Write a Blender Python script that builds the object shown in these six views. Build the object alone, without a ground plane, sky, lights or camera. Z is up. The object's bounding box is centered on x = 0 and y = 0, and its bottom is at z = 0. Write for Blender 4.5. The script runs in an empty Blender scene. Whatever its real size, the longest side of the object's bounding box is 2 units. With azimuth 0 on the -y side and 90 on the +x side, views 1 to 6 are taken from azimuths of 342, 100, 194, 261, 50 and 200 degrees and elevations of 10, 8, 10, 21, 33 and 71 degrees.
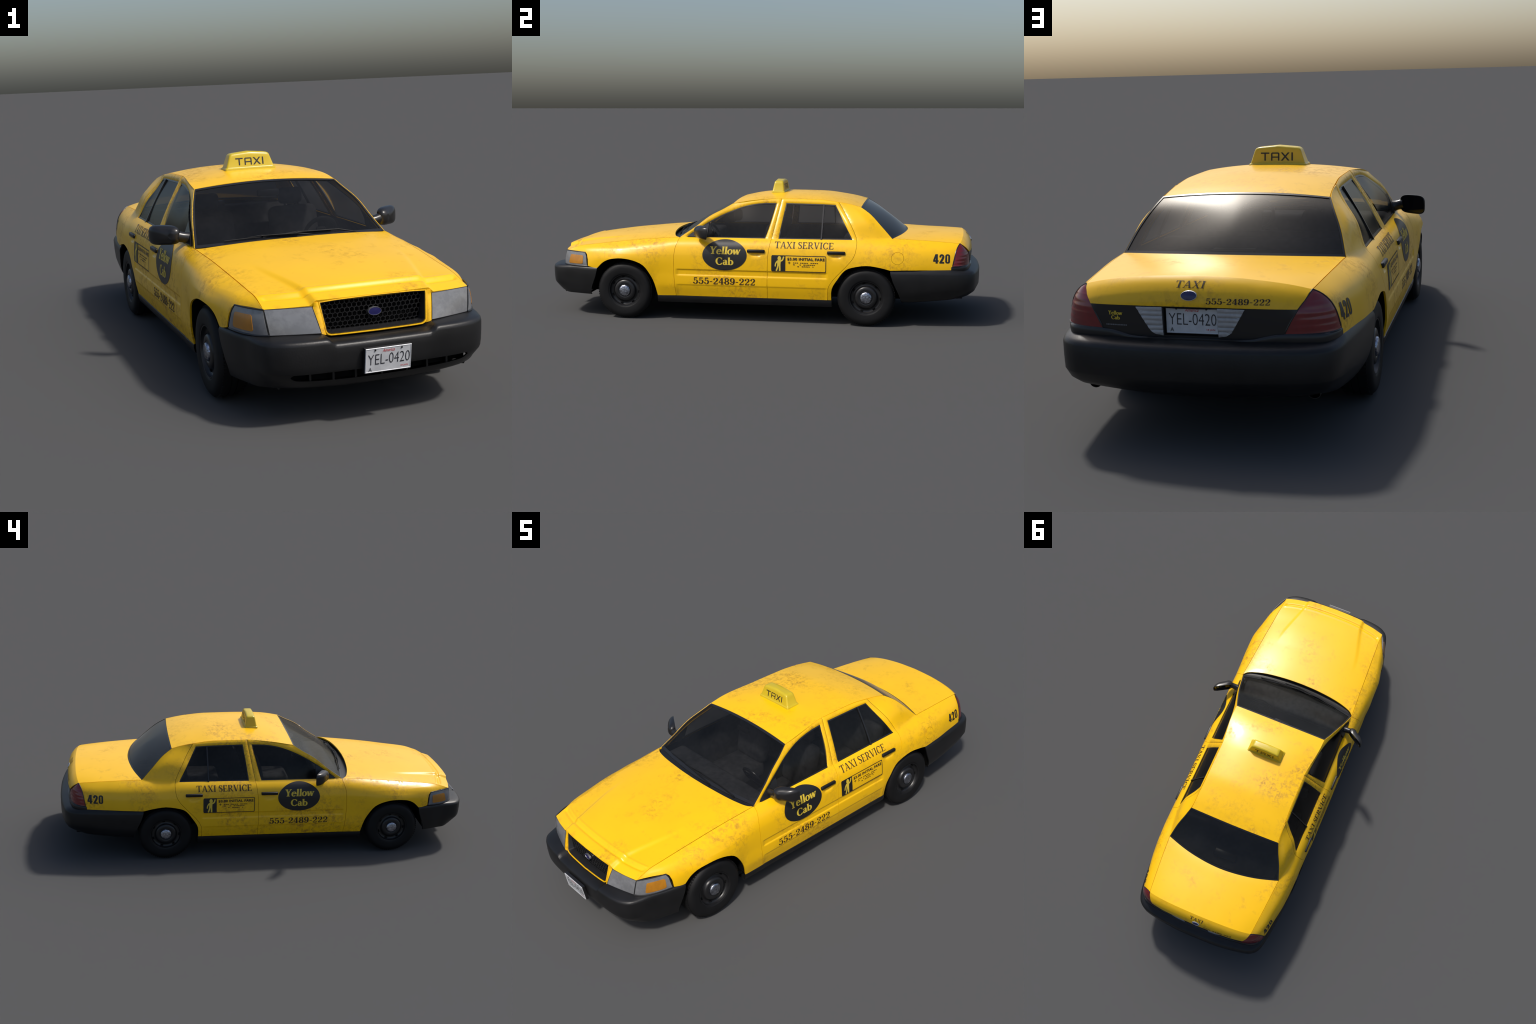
# Yellow taxi sedan, built part by part.  +x is the driver's side, the nose points to -y.
import bpy, math, random
import numpy as np
from mathutils import Vector
from mathutils.geometry import delaunay_2d_cdt
random.seed(7)
rng = np.random.RandomState(7)

# ----------------------------------------------------------------- maths helpers
def pchip(xs, ys):
    """monotone cubic through control points; evaluates arrays"""
    xs = np.array(xs, float); ys = np.array(ys, float)
    h = np.diff(xs); d = np.diff(ys) / h; n = len(xs); m = np.zeros(n)
    for i in range(1, n - 1):
        if d[i - 1] * d[i] > 0:
            w1 = 2 * h[i] + h[i - 1]; w2 = h[i] + 2 * h[i - 1]
            m[i] = (w1 + w2) / (w1 / d[i - 1] + w2 / d[i])
    m[0] = d[0]; m[-1] = d[-1]
    def f(x):
        x = np.asarray(x, float)
        i = np.clip(np.searchsorted(xs, x) - 1, 0, n - 2)
        t = (x - xs[i]) / h[i]; tc = np.clip(t, 0, 1)
        a = tc * tc * (3 - 2 * tc); b = tc * (1 - tc) ** 2; c = tc * tc * (tc - 1)
        r = ys[i] * (1 - a) + ys[i + 1] * a + h[i] * (b * m[i] + c * m[i + 1])
        return r + np.where(t < 0, t * h[i] * m[i], 0) + np.where(t > 1, (t - 1) * h[i] * m[i + 1], 0)
    return f

def pchip_rows(ts, Y, t):
    """one monotone cubic per row of Y, evaluated at t[row]"""
    ts = np.array(ts, float); h = np.diff(ts); d = np.diff(Y, axis=1) / h
    m = np.zeros_like(Y); m[:, 0] = d[:, 0]; m[:, -1] = d[:, -1]
    for i in range(1, Y.shape[1] - 1):
        ok = d[:, i - 1] * d[:, i] > 0
        w1 = 2 * h[i] + h[i - 1]; w2 = h[i] + 2 * h[i - 1]
        a = np.where(ok, d[:, i - 1], 1); b = np.where(ok, d[:, i], 1)
        m[:, i] = np.where(ok, (w1 + w2) / (w1 / a + w2 / b), 0)
    i = np.clip(np.searchsorted(ts, t) - 1, 0, len(ts) - 2); r = np.arange(len(t))
    u = (t - ts[i]) / h[i]; uc = np.clip(u, 0, 1)
    a = uc * uc * (3 - 2 * uc); b = uc * (1 - uc) ** 2; c = uc * uc * (uc - 1)
    v = Y[r, i] * (1 - a) + Y[r, i + 1] * a + h[i] * (b * m[r, i] + c * m[r, i + 1])
    return v + np.where(u < 0, u * h[i] * m[r, i], 0) + np.where(u > 1, (u - 1) * h[i] * m[r, i + 1], 0)

def smooth(e0, e1, x):
    t = np.clip((np.asarray(x, float) - e0) / (e1 - e0), 0, 1)
    return t * t * (3 - 2 * t)

def band(x, a, b, w):
    """1 between a and b with soft flanks of width w"""
    return smooth(a - w, a + w, x) * (1 - smooth(b - w, b + w, x))

def spline(pts, n=6, closed=False):
    """Catmull-Rom through points (any dimension)"""
    P = [np.array(p, float) for p in pts]; out = []; N = len(P)
    segs = N if closed else N - 1
    for i in range(segs):
        if closed: a, b, c, d = P[i - 1], P[i], P[(i + 1) % N], P[(i + 2) % N]
        else: a, b, c, d = P[max(i - 1, 0)], P[i], P[i + 1], P[min(i + 2, N - 1)]
        for k in range(n):
            t = k / n
            out.append(.5 * (2 * b + (c - a) * t + (2 * a - 5 * b + 4 * c - d) * t * t + (3 * b - a - 3 * c + d) * t ** 3))
    if not closed: out.append(P[-1])
    return [tuple(p) for p in out]

# ----------------------------------------------------------------- body surface
# shoulder line: hood seam -> window sill -> trunk edge
TOPY = [-.887, -.86, -.84, -.82, -.778, -.718, -.633, -.56, -.484, -.41, -.341, -.1, .1, .3, .44, .53, .611, .70, .78, .87, .902]
TOPX = [.282, .281, .281, .2815, .2845, .287, .292, .2955, .299, .303, .307, .314, .316, .317, .3175, .307, .292, .2855, .279, .2705, .267]
TOPZ = [.297, .3065, .3135, .319, .3255, .333, .344, .3525, .360, .366, .371, .3725, .373, .374, .376, .380, .382, .3785, .374, .367, .364]
top_x = pchip(TOPY, TOPX); top_z = pchip(TOPY, TOPZ)
# half widths of the lower side at stations along y, from the shoulder (0) to the sill (1)
TT = [0, .06, .15, .3, .45, .6, .8, 1.0]
STATIONS = [
    (-.90, [.274, .275, .276, .277, .278, .278, .278, .278]), (-.887, [.282, .283, .284, .286, .287, .288, .288, .288]),
    (-.83, [.2815, .296, .306, .315, .318, .319, .319, .319]), (-.778, [.2845, .311, .325, .335, .339, .340, .340, .340]),
    (-.70, [.288, .320, .338, .350, .351, .350, .348, .344]), (-.60, [.2937, .328, .350, .366, .367, .366, .362, .350]),
    (-.50, [.298, .329, .349, .364, .367, .366, .361, .348]), (-.437, [.3015, .329, .347, .360, .362, .361, .357, .346]),
    (-.341, [.307, .330, .345, .356, .359, .360, .358, .347]), (-.1, [.314, .333, .347, .356, .359, .360, .358, .348]),
    (.3, [.317, .335, .348, .3565, .3595, .3605, .358, .348]), (.44, [.3175, .333, .347, .3585, .3625, .362, .356, .346]),
    (.53, [.307, .326, .344, .3585, .3625, .362, .356, .345]), (.611, [.292, .319, .341, .355, .360, .359, .354, .344]),
    (.70, [.2855, .311, .333, .348, .353, .353, .350, .342]), (.78, [.279, .302, .323, .336, .340, .340, .338, .334]),
    (.87, [.2705, .291, .3095, .322, .326, .326, .325, .322]), (.902, [.267, .283, .299, .311, .315, .315, .314, .312])]
_cols = [pchip([s[0] for s in STATIONS], [s[1][k] for s in STATIONS]) for k in range(8)]
HANDLES = (.015, .371)          # y of the two door handles
def x_low(y, z):
    z0 = top_z(y); t = (z0 - z) / (z0 - .11)
    x = pchip_rows(TT, np.stack([c(y) for c in _cols], 1), t)
    doors = band(y, -.343, .33, .006)
    x = x - .0032 * doors * band(z, .2075, .232, .0035)                       # pressed channel along the doors
    x = x - .002 * doors * smooth(.1665, .159, z) + .003 * smooth(.22, .16, z) * band(y, -.44, .35, .02)                            # tuck above the sill
    for hy in HANDLES:                                                        # finger scoops
        x = x - .006 * np.exp(-((y - hy) / .021) ** 4) * np.exp(-((z - .306) / .0085) ** 4)
    return x
PILLAR = pchip([.36, .3725, .41, .45, .49, .523, .545, .56], [.3195, .3135, .295, .274, .251, .2315, .2195, .2115])
LEAN = pchip([-.345, -.30, -.22, -.107, -.02, .1, .35, .40, .466, .63], [0, .006, .015, .007, .008, .0025, .0015, -.004, -.009, -.010])
RG_Y = pchip([.38, .431, .481, .512, .53], [.611, .565, .515, .469, .44])
def x_up(y, z):
    z0 = top_z(y); s = np.clip((z - z0) / .15, 0, 1)
    full = .012 * np.sin(np.pi * s) ** 2 * smooth(0, .05, RG_Y(z) - y) * smooth(.35, .44, y)          # full rear pillar
    return full + PILLAR(z) + LEAN(y) * s + (top_x(y) - PILLAR(z0)) * (1 - s)
def side_x(y, z):
    y = np.atleast_1d(np.asarray(y, float)); z = np.atleast_1d(np.asarray(z, float))
    return np.where(z > top_z(y) + 1e-6, x_up(y, z), x_low(y, z))
def side_pt(off=0.0):
    def f(uv):
        y, z = uv[:, 0], uv[:, 1]
        return np.stack([side_x(y, z) + off, y, z], 1)
    return f
# rear face as a height field over (x, z)
TRUNK_Z = pchip([0, .08, .16, .22, .267, .30], [.392, .390, .3835, .375, .364, .355])
TRUNK_Y = pchip([0, .08, .16, .22, .267, .30], [.922, .9205, .917, .911, .902, .893])
TRUNK_D = pchip([0, .007, .022, .037, .062, .09, .14, .2], [0, .011, .025, .034, .0385, .037, .033, .03])
def rear_y(x, z):
    ax = np.abs(x); return TRUNK_Y(ax) + TRUNK_D(TRUNK_Z(ax) - z)

# ----------------------------------------------------------------- materials
MATS = {}
def nt(name):
    m = bpy.data.materials.new(name); m.use_nodes = True; m.node_tree.nodes.clear(); MATS[name] = m
    return m, m.node_tree.nodes, m.node_tree.links
def out(N, L, sh):
    o = N.new('ShaderNodeOutputMaterial'); L.new(sh, o.inputs[0])
def noise(N, L, scale, detail=4, rough=.55, dist=0, offset=(0, 0, 0)):
    tc = N.new('ShaderNodeTexCoord'); mp = N.new('ShaderNodeMapping'); mp.inputs['Location'].default_value = offset
    t = N.new('ShaderNodeTexNoise'); t.inputs['Scale'].default_value = scale; t.inputs['Detail'].default_value = detail
    t.inputs['Roughness'].default_value = rough; t.inputs['Distortion'].default_value = dist
    L.new(tc.outputs['Object'], mp.inputs[0]); L.new(mp.outputs[0], t.inputs['Vector'])
    return t.outputs['Fac']
def ramp(N, L, src, stops):
    r = N.new('ShaderNodeValToRGB'); L.new(src, r.inputs[0]); e = r.color_ramp.elements
    while len(e) < len(stops): e.new(.5)
    for k, (p, c) in zip(e, stops):
        k.position = p; k.color = (c, c, c, 1) if isinstance(c, (int, float)) else (*c, 1)
    return r.outputs[0]
def mathn(N, L, op, a, b):
    m = N.new('ShaderNodeMath'); m.operation = op; m.use_clamp = True
    for i, v in enumerate((a, b)):
        if isinstance(v, (int, float)): m.inputs[i].default_value = v
        else: L.new(v, m.inputs[i])
    return m.outputs[0]
def mixc(N, L, fac, a, b):
    m = N.new('ShaderNodeMix'); m.data_type = 'RGBA'
    for s, v in ((m.inputs[0], fac), (m.inputs[6], a), (m.inputs[7], b)):
        if isinstance(v, (int, float)): s.default_value = v
        elif isinstance(v, tuple): s.default_value = (*v, 1)
        else: L.new(v, s)
    return m.outputs[2]
def bsdf(N, L, color, rough=.5, metal=0, spec=.5, coat=0, coat_rough=.1):
    b = N.new('ShaderNodeBsdfPrincipled')
    for s, v in (('Base Color', color), ('Roughness', rough)):
        if isinstance(v, tuple): b.inputs[s].default_value = (*v, 1)
        elif isinstance(v, (int, float)): b.inputs[s].default_value = v
        else: L.new(v, b.inputs[s])
    b.inputs['Metallic'].default_value = metal; b.inputs['Specular IOR Level'].default_value = spec
    b.inputs['Coat Weight'].default_value = coat; b.inputs['Coat Roughness'].default_value = coat_rough
    return b
def plain(name, color, rough=.5, metal=0, spec=.5, coat=0, var=.0, scale=30, bump=0, bscale=200):
    m, N, L = nt(name)
    c = color
    if var:
        f = noise(N, L, scale)
        c = mixc(N, L, ramp(N, L, f, [(.3, 0), (.7, 1)]), tuple(v * (1 - var) for v in color), tuple(min(1, v * (1 + var)) for v in color))
    b = bsdf(N, L, c, rough, metal, spec, coat)
    if bump:
        bp = N.new('ShaderNodeBump'); bp.inputs['Strength'].default_value = bump; bp.inputs['Distance'].default_value = .002
        L.new(noise(N, L, bscale, 3), bp.inputs['Height']); L.new(bp.outputs[0], b.inputs['Normal'])
    out(N, L, b.outputs[0]); return m
YELLOW = (.90, .508, .002)
def paint(name, color, dirt_amount=1.0):
    """cab enamel: grubby smears gathered in patches, faint mottling"""
    m, N, L = nt(name)
    patch = ramp(N, L, noise(N, L, 4.2, 2, .5, 0, (1.3, .4, 2.1)), [(.47, 0), (.64, 1)])
    smear = ramp(N, L, noise(N, L, 55, 6, .72, .5), [(.46, 0), (.68, 1)])
    fleck = ramp(N, L, noise(N, L, 16, 5, .7, .3, (5, 2, 7)), [(.57, 0), (.74, 1)])
    dirt = mathn(N, L, 'MULTIPLY', mathn(N, L, 'ADD', mathn(N, L, 'MULTIPLY', patch, smear), mathn(N, L, 'MULTIPLY', fleck, .35)), 1.0 * dirt_amount)
    mott = ramp(N, L, noise(N, L, 9, 3), [(.3, 0), (.7, 1)])
    base = mixc(N, L, mott, tuple(v * .96 for v in color), color)
    col = mixc(N, L, dirt, base, (.40, .185, .014))
    ro = N.new('ShaderNodeMapRange'); ro.inputs[3].default_value = .33; ro.inputs[4].default_value = .6
    L.new(dirt, ro.inputs[0])
    b = bsdf(N, L, col, ro.outputs[0], 0, .42, .10, .12)
    out(N, L, b.outputs[0]); return m
def glass(name, tint, dust=.05, rough=.12, gloss=1.0):
    """thin tinted pane: tinted see-through, fresnel gloss, a film of dust"""
    m, N, L = nt(name)
    tr = N.new('ShaderNodeBsdfTransparent'); tr.inputs[0].default_value = (*tint, 1)
    gl = N.new('ShaderNodeBsdfGlossy'); gl.inputs[0].default_value = (1, .97, .92, 1); gl.inputs[1].default_value = rough
    df = N.new('ShaderNodeBsdfDiffuse'); df.inputs[0].default_value = (.10, .10, .10, 1)
    fr = N.new('ShaderNodeFresnel'); fr.inputs[0].default_value = 1.5
    d = ramp(N, L, noise(N, L, 7, 4), [(.35, dust * .5), (.75, dust * 1.6)])
    m1 = N.new('ShaderNodeMixShader'); L.new(d, m1.inputs[0]); L.new(tr.outputs[0], m1.inputs[1]); L.new(df.outputs[0], m1.inputs[2])
    m2 = N.new('ShaderNodeMixShader'); L.new(mathn(N, L, 'MULTIPLY', fr.outputs[0], gloss), m2.inputs[0])
    L.new(m1.outputs[0], m2.inputs[1]); L.new(gl.outputs[0], m2.inputs[2])
    out(N, L, m2.outputs[0]); return m
def lamp(name, color, dirt, rough=.25):
    """weathered lamp lens"""
    m, N, L = nt(name)
    f = ramp(N, L, noise(N, L, 38, 6, .7, .4), [(.42, 0), (.72, 1)])
    g = ramp(N, L, noise(N, L, 11, 4), [(.3, 0), (.75, 1)])
    c = mixc(N, L, mathn(N, L, 'MULTIPLY', mathn(N, L, 'ADD', f, g), .38), color, dirt)
    b = bsdf(N, L, c, rough, 0, .5, .5, .1); out(N, L, b.outputs[0]); return m

PAINT = paint('yellow_paint', YELLOW)
SIGN = paint('sign_plastic', (.56, .42, .018), .6)
PLASTIC = plain('black_bumper_plastic', (.0085, .0085, .009), .40, 0, .38, 0, .25, 14, .12, 260)
TRIM = plain('black_trim', (.012, .012, .013), .3, 0, .5)
RUBBER = plain('tyre_rubber', (.006, .006, .0065), .6, 0, .25, 0, .2, 25, .15, 180)
STEEL = plain('black_steel', (.010, .010, .011), .36, 0, .5, 0, .2, 30)
CHROME = plain('worn_chrome', (.36, .38, .44), .25, 1, .5, 0, .5, 130, 1.0, 150)
SILVER = plain('silver_ring', (.6, .61, .64), .3, .9)
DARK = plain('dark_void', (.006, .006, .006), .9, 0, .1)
CABIN = plain('cabin_fabric', (.07, .07, .073), .8, 0, .2, 0, .3, 40)
GLASS = glass('tinted_glass', (.44, .44, .44), .05, .2, .5)
RGLASS = glass('dark_rear_glass', (.34, .34, .34), .06, .33, .8)
MIRROR = plain('mirror_glass', (.05, .05, .055), .06, .9)
LENS = lamp('headlight_lens', (.20, .205, .215), (.05, .05, .053))
AMBER = lamp('amber_lens', (.47, .19, .008), (.22, .085, .006), .35)
RED = lamp('red_lens', (.20, .010, .014), (.08, .005, .008), .22)
WHITE = lamp('reversing_lens', (.42, .41, .41), (.16, .155, .15), .35)
INK = plain('black_lettering', (.010, .010, .011), .42)
FADED = plain('faded_lettering', (.040, .021, .009), .5, 0, .4, 0, .5, 60)
SIGNINK = plain('sign_lettering', (.012, .012, .014), .45)
LEMON = plain('lettering_yellow', (.70, .50, .045), .45)
PLATE = plain('plate_white', (.54, .55, .57), .35, .1, .5, 0, .12, 40)
PLATEINK = plain('plate_ink', (.02, .02, .025), .4)
PLATERED = plain('plate_red', (.55, .03, .03), .4)
GREYINK = plain('grey_lettering', (.16, .16, .17), .5)
BLUE = plain('emblem_blue', (.012, .012, .085), .25, 0, .5, .4)

# ----------------------------------------------------------------- object helpers
ROOT = bpy.data.objects.new('taxi_car', None); bpy.context.scene.collection.objects.link(ROOT)
ROOT['label'] = 'worn yellow taxi sedan with black bumpers and roof sign'
ROOT['category'] = 'taxi'
def add(name, me, mat=None, parent=None, kind=None):
    ob = bpy.data.objects.new(name, me); bpy.context.scene.collection.objects.link(ob)
    ob.parent = parent or ROOT
    if mat is not None and not me.materials: me.materials.append(mat)
    if kind: ob['kind'] = kind
    return ob
def mesh(name, V, F, angle=32, mat=None):
    me = bpy.data.meshes.new(name)
    me.from_pydata([tuple(map(float, v)) for v in V], [], [tuple(map(int, f)) for f in F]); me.validate(); me.update()
    me.polygons.foreach_set('use_smooth', [True] * len(me.polygons))
    me.set_sharp_from_angle(angle=math.radians(angle))
    if mat: me.materials.append(mat)
    return me
def vnormals(V, F):
    N = np.zeros_like(V)
    for f in F:
        n = np.cross(V[f[1]] - V[f[0]], V[f[2]] - V[f[0]])
        if len(f) == 4: n = n + np.cross(V[f[2]] - V[f[0]], V[f[3]] - V[f[0]])
        for i in f: N[i] += n
    l = np.linalg.norm(N, axis=1, keepdims=True); return N / np.where(l > 1e-12, l, 1)
def orient(V, F, outward):
    V = np.asarray(V, float); tot = np.zeros(3)
    for f in F: tot += np.cross(V[f[1]] - V[f[0]], V[f[2]] - V[f[0]])
    return [tuple(reversed(f)) for f in F] if tot @ np.array(outward) < 0 else [tuple(f) for f in F]
def shell(V, F, th, outward):
    """give a sheet thickness towards its inside, closing the rim"""
    V = np.asarray(V, float); F = orient(V, F, outward); n = len(V)
    V2 = np.vstack([V, V - vnormals(V, F) * th]); F2 = list(F) + [tuple(i + n for i in reversed(f)) for f in F]
    cnt = {}
    for f in F:
        for a, b in zip(f, f[1:] + f[:1]): cnt[(a, b)] = 1
    for a, b in list(cnt):
        if (b, a) not in cnt: F2.append((b, a, a + n, b + n))
    return V2, F2
def flip(V, F):
    V = np.array(V, float); V[:, 0] *= -1
    return V, [tuple(reversed(f)) for f in F]
def both(name, V, F, mat, parents=(None, None), angle=32, kind=None):
    """the part and its mirror twin; returns the pair"""
    a = add(name, mesh(name, V, F, angle), mat, parents[0], kind)
    V2, F2 = flip(V, F)
    return a, add(name, mesh(name, V2, F2, angle), mat, parents[1], kind)
def inside(P, poly):
    poly = np.asarray(poly); x, y = P[:, 0], P[:, 1]; r = np.zeros(len(P), bool); n = len(poly)
    for i in range(n):
        x0, y0 = poly[i - 1]; x1, y1 = poly[i]
        if y0 == y1: continue
        c = (y0 > y) != (y1 > y); r ^= c & (x < (x1 - x0) * (y - y0) / (y1 - y0) + x0)
    return r
def resample(poly, step, closed=True):
    o = []; n = len(poly)
    for i in range(n if closed else n - 1):
        a = np.array(poly[i], float); b = np.array(poly[(i + 1) % n], float)
        k = max(1, int(math.ceil(np.linalg.norm(b - a) / step)))
        for j in range(k): o.append(tuple(a + (b - a) * j / k))
    if not closed: o.append(tuple(poly[-1]))
    return o
def inset(poly, d):
    """shrink a closed 2D polygon by d (grow if negative)"""
    P = []
    for p in poly:
        if not P or np.linalg.norm(np.array(p) - P[-1]) > 1e-6: P.append(np.array(p, float))
    if np.linalg.norm(P[0] - P[-1]) < 1e-6: P.pop()
    n = len(P); A = sum(P[i - 1][0] * P[i][1] - P[i][0] * P[i - 1][1] for i in range(n)); s = 1 if A > 0 else -1
    o = []
    for i in range(n):
        e0 = P[i] - P[i - 1]; e1 = P[(i + 1) % n] - P[i]
        n0 = np.array([-e0[1], e0[0]]) / np.linalg.norm(e0) * s; n1 = np.array([-e1[1], e1[0]]) / np.linalg.norm(e1) * s
        b = n0 + n1; k = b @ b
        o.append(tuple(P[i] + b * (2 * d / max(k, 1.0))))
    return o
def triangulate(outers, holes=(), pts=(), lines=()):
    """union of outer polygons minus holes as triangles in 2D"""
    co, ed = [], []
    def loop(poly, closed=True):
        s = len(co); co.extend(Vector((float(p[0]), float(p[1]))) for p in poly); n = len(poly)
        ed.extend((s + i, s + (i + 1) % n) for i in range(n if closed else n - 1))
    for p in outers: loop(p)
    for p in holes: loop(p)
    for p in lines: loop(p, False)
    co.extend(Vector((float(p[0]), float(p[1]))) for p in pts)
    v, e, f, *_ = delaunay_2d_cdt(co, ed, [], 0, 1e-6)
    v = np.array([(p.x, p.y) for p in v]); f = [t for t in f if len(t) == 3]
    C = np.array([v[list(t)].mean(0) for t in f]); ok = np.zeros(len(f), bool)
    for p in outers: ok |= inside(C, p)
    for p in holes: ok &= ~inside(C, p)
    f = [t for t, k in zip(f, ok) if k]
    used = sorted({i for t in f for i in t}); mp = {i: k for k, i in enumerate(used)}
    return v[used], [tuple(mp[i] for i in t) for t in f]
def panel(outer, holes=(), step=.012, us=None, vs=None, lines=(), edge=.008):
    """2D panel filled with an even grid of inner points so it can follow a curved surface"""
    outer = resample(outer, edge); holes = [resample(h, edge) for h in holes]
    lines = [resample(l, edge, False) for l in lines]
    a = np.array(outer); lo, hi = a.min(0), a.max(0)
    us = np.arange(lo[0], hi[0], step) if us is None else us
    vs = np.arange(lo[1], hi[1], step) if vs is None else vs
    G = np.array([(u, v) for u in us for v in vs]); keep = inside(G, outer)
    for h in holes: keep &= ~inside(G, h)
    G = G[keep]
    B = np.vstack([a] + [np.array(h) for h in holes] + [np.array(l) for l in lines])
    if len(G): G = G[np.concatenate([np.min(((g[:, None] - B[None]) ** 2).sum(2), 1) for g in np.array_split(G, max(1, len(G) // 500))]) > min(.35 * step, .003) ** 2]
    return triangulate([outer], holes, G, lines)
def grid(fn, us, vs):
    """sheet from a function of two parameters"""
    V = [fn(u, v) for v in vs for u in us]; n = len(us)
    F = [(j * n + i, j * n + i + 1, (j + 1) * n + i + 1, (j + 1) * n + i) for j in range(len(vs) - 1) for i in range(n - 1)]
    return np.array(V, float), F
def lathe(profile, n=64, axis='x', closed=False):
    """revolve (radius, offset) points about the x axis"""
    V = []; m = len(profile)
    for k in range(n):
        a = 2 * math.pi * k / n
        V += [(o, r * math.cos(a), r * math.sin(a)) for r, o in profile]
    F = [(k * m + i, k * m + i + 1, ((k + 1) % n) * m + i + 1, ((k + 1) % n) * m + i) for k in range(n) for i in range(m - 1)]
    return np.array(V), F
def box(cx, cy, cz, sx, sy, sz, bev=.0, seg=2):
    import bmesh
    bm = bmesh.new(); bmesh.ops.create_cube(bm, size=1)
    for v in bm.verts: v.co = Vector((v.co.x * sx, v.co.y * sy, v.co.z * sz))
    if bev: bmesh.ops.bevel(bm, geom=bm.edges[:] , offset=bev, segments=seg, affect='EDGES', profile=.5)
    bm.verts.index_update()
    V = np.array([(v.co.x + cx, v.co.y + cy, v.co.z + cz) for v in bm.verts]); F = [tuple(v.index for v in f.verts) for f in bm.faces]
    bm.free(); return V, F
def join(*parts):
    V, F, o = [], [], 0
    for v, f in parts:
        V.append(np.asarray(v, float)); F += [tuple(i + o for i in t) for t in f]; o += len(v)
    return np.vstack(V), F
def tube(path, r, n=8):
    """round bar along 3D points; r may vary"""
    P = [np.array(p, float) for p in path]; V = []; r = [r] * len(P) if np.isscalar(r) else r
    for i, p in enumerate(P):
        t = P[min(i + 1, len(P) - 1)] - P[max(i - 1, 0)]; t /= np.linalg.norm(t)
        a = np.cross(t, (0, 0, 1)); a = a / np.linalg.norm(a) if np.linalg.norm(a) > 1e-6 else np.array((1., 0, 0)); b = np.cross(a, t)
        V += [p + r[i] * (a * math.cos(2 * math.pi * k / n) + b * math.sin(2 * math.pi * k / n)) for k in range(n)]
    F = [(i * n + k, i * n + (k + 1) % n, (i + 1) * n + (k + 1) % n, (i + 1) * n + k) for i in range(len(P) - 1) for k in range(n)]
    F += [tuple(reversed(range(n))), tuple((len(P) - 1) * n + k for k in range(n))]
    return np.array(V), F

GAP = .0007
# ----------------------------------------------------------------- outlines on the side, as (y, z)
FRONT_ARCH = spline([(-.722, .224), (-.697, .249), (-.671, .264), (-.642, .272), (-.60, .275), (-.547, .267), (-.499, .246), (-.468, .205), (-.449, .163), (-.437, .109)], 3)
REAR_ARCH = spline([(.352, .109), (.354, .162), (.380, .207), (.408, .243), (.440, .259), (.503, .269), (.561, .262), (.607, .2505)], 3)
DOOR_F = spline([(-.341, .3705), (-.348, .347), (-.354, .327), (-.358, .289), (-.359, .246), (-.357, .203), (-.355, .170), (-.350, .111)], 3)
DOOR_B = spline([(.1115, .545), (.100, .482), (.087, .412), (.079, .371), (.072, .328), (.068, .280), (.067, .210), (.067, .111)], 3)
DOOR_R = spline([(.335, .111), (.337, .163), (.360, .204), (.411, .259), (.446, .302), (.4575, .342), (.4545, .386), (.412, .468), (.369, .531)], 3)
def shoulder(y0, y1, n):
    ys = np.linspace(y0, y1, n); return [(float(y), float(top_z(y))) for y in ys]
# roof seam (x, z over y)
SEAM_Y = [-.107, -.06, -.02, .05, .112, .27, .365, .42, .469]
SEAM_Z = pchip(SEAM_Y, [.521, .530, .536, .542, .545, .543, .533, .524, .512])
SEAM_X = pchip(SEAM_Y, [.239, .238, .235, .226, .219, .219, .222, .224, .227])
def seam(y0, y1, n): return [(float(y), float(SEAM_Z(y))) for y in np.linspace(y0, y1, n)]
WS_EDGE = spline([(-.107, .521), (-.150, .496), (-.211, .4635), (-.273, .416), (-.339, .3715)], 4)     # windshield side
RG_EDGE = spline([(.469, .512), (.515, .481), (.565, .431), (.611, .382)], 4)                          # rear glass side
WIN_F = [(-.311, .3725), (-.262, .407), (-.205, .443), (-.150, .472), (-.100, .493), (-.060, .507), (-.020, .517), (.030, .523), (.0895, .524), (.072, .455), (.051, .3735)]
WIN_F = spline(WIN_F[:9], 3) + WIN_F[9:]
WIN_R = [(.110, .3735), (.1335, .5245), (.300, .522), (.355, .5195), (.439, .3755)]

def dist_to(P, line):
    """distance of points to a polyline"""
    P = P[:, None]; A = np.array(line[:-1])[None]; B = np.array(line[1:])[None]; d = B - A
    t = np.clip(((P - A) * d).sum(2) / np.maximum((d * d).sum(2), 1e-12), 0, 1)
    return np.sqrt((((A + d * t[..., None]) - P) ** 2).sum(2)).min(1)
CREASES = [(WIN_F + WIN_F[:1], .0045, .011), (WIN_R + WIN_R[:1], .0045, .011), (DOOR_B[:10], .0030, .008), (DOOR_R[16:], .0022, .007), (seam(-.107, .365, 40), .0030, .009)]
def frame_pt(uv):
    """cabin side with softly rounded window frames, pillars and roof gutter"""
    V = side_pt()(uv); up = smooth(0, .012, uv[:, 1] - top_z(uv[:, 0]) + .004)
    for line, depth, width in CREASES:
        V[:, 0] -= up * depth * (1 - np.minimum(dist_to(uv, line) / width, 1)) ** 2
    return V
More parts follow.
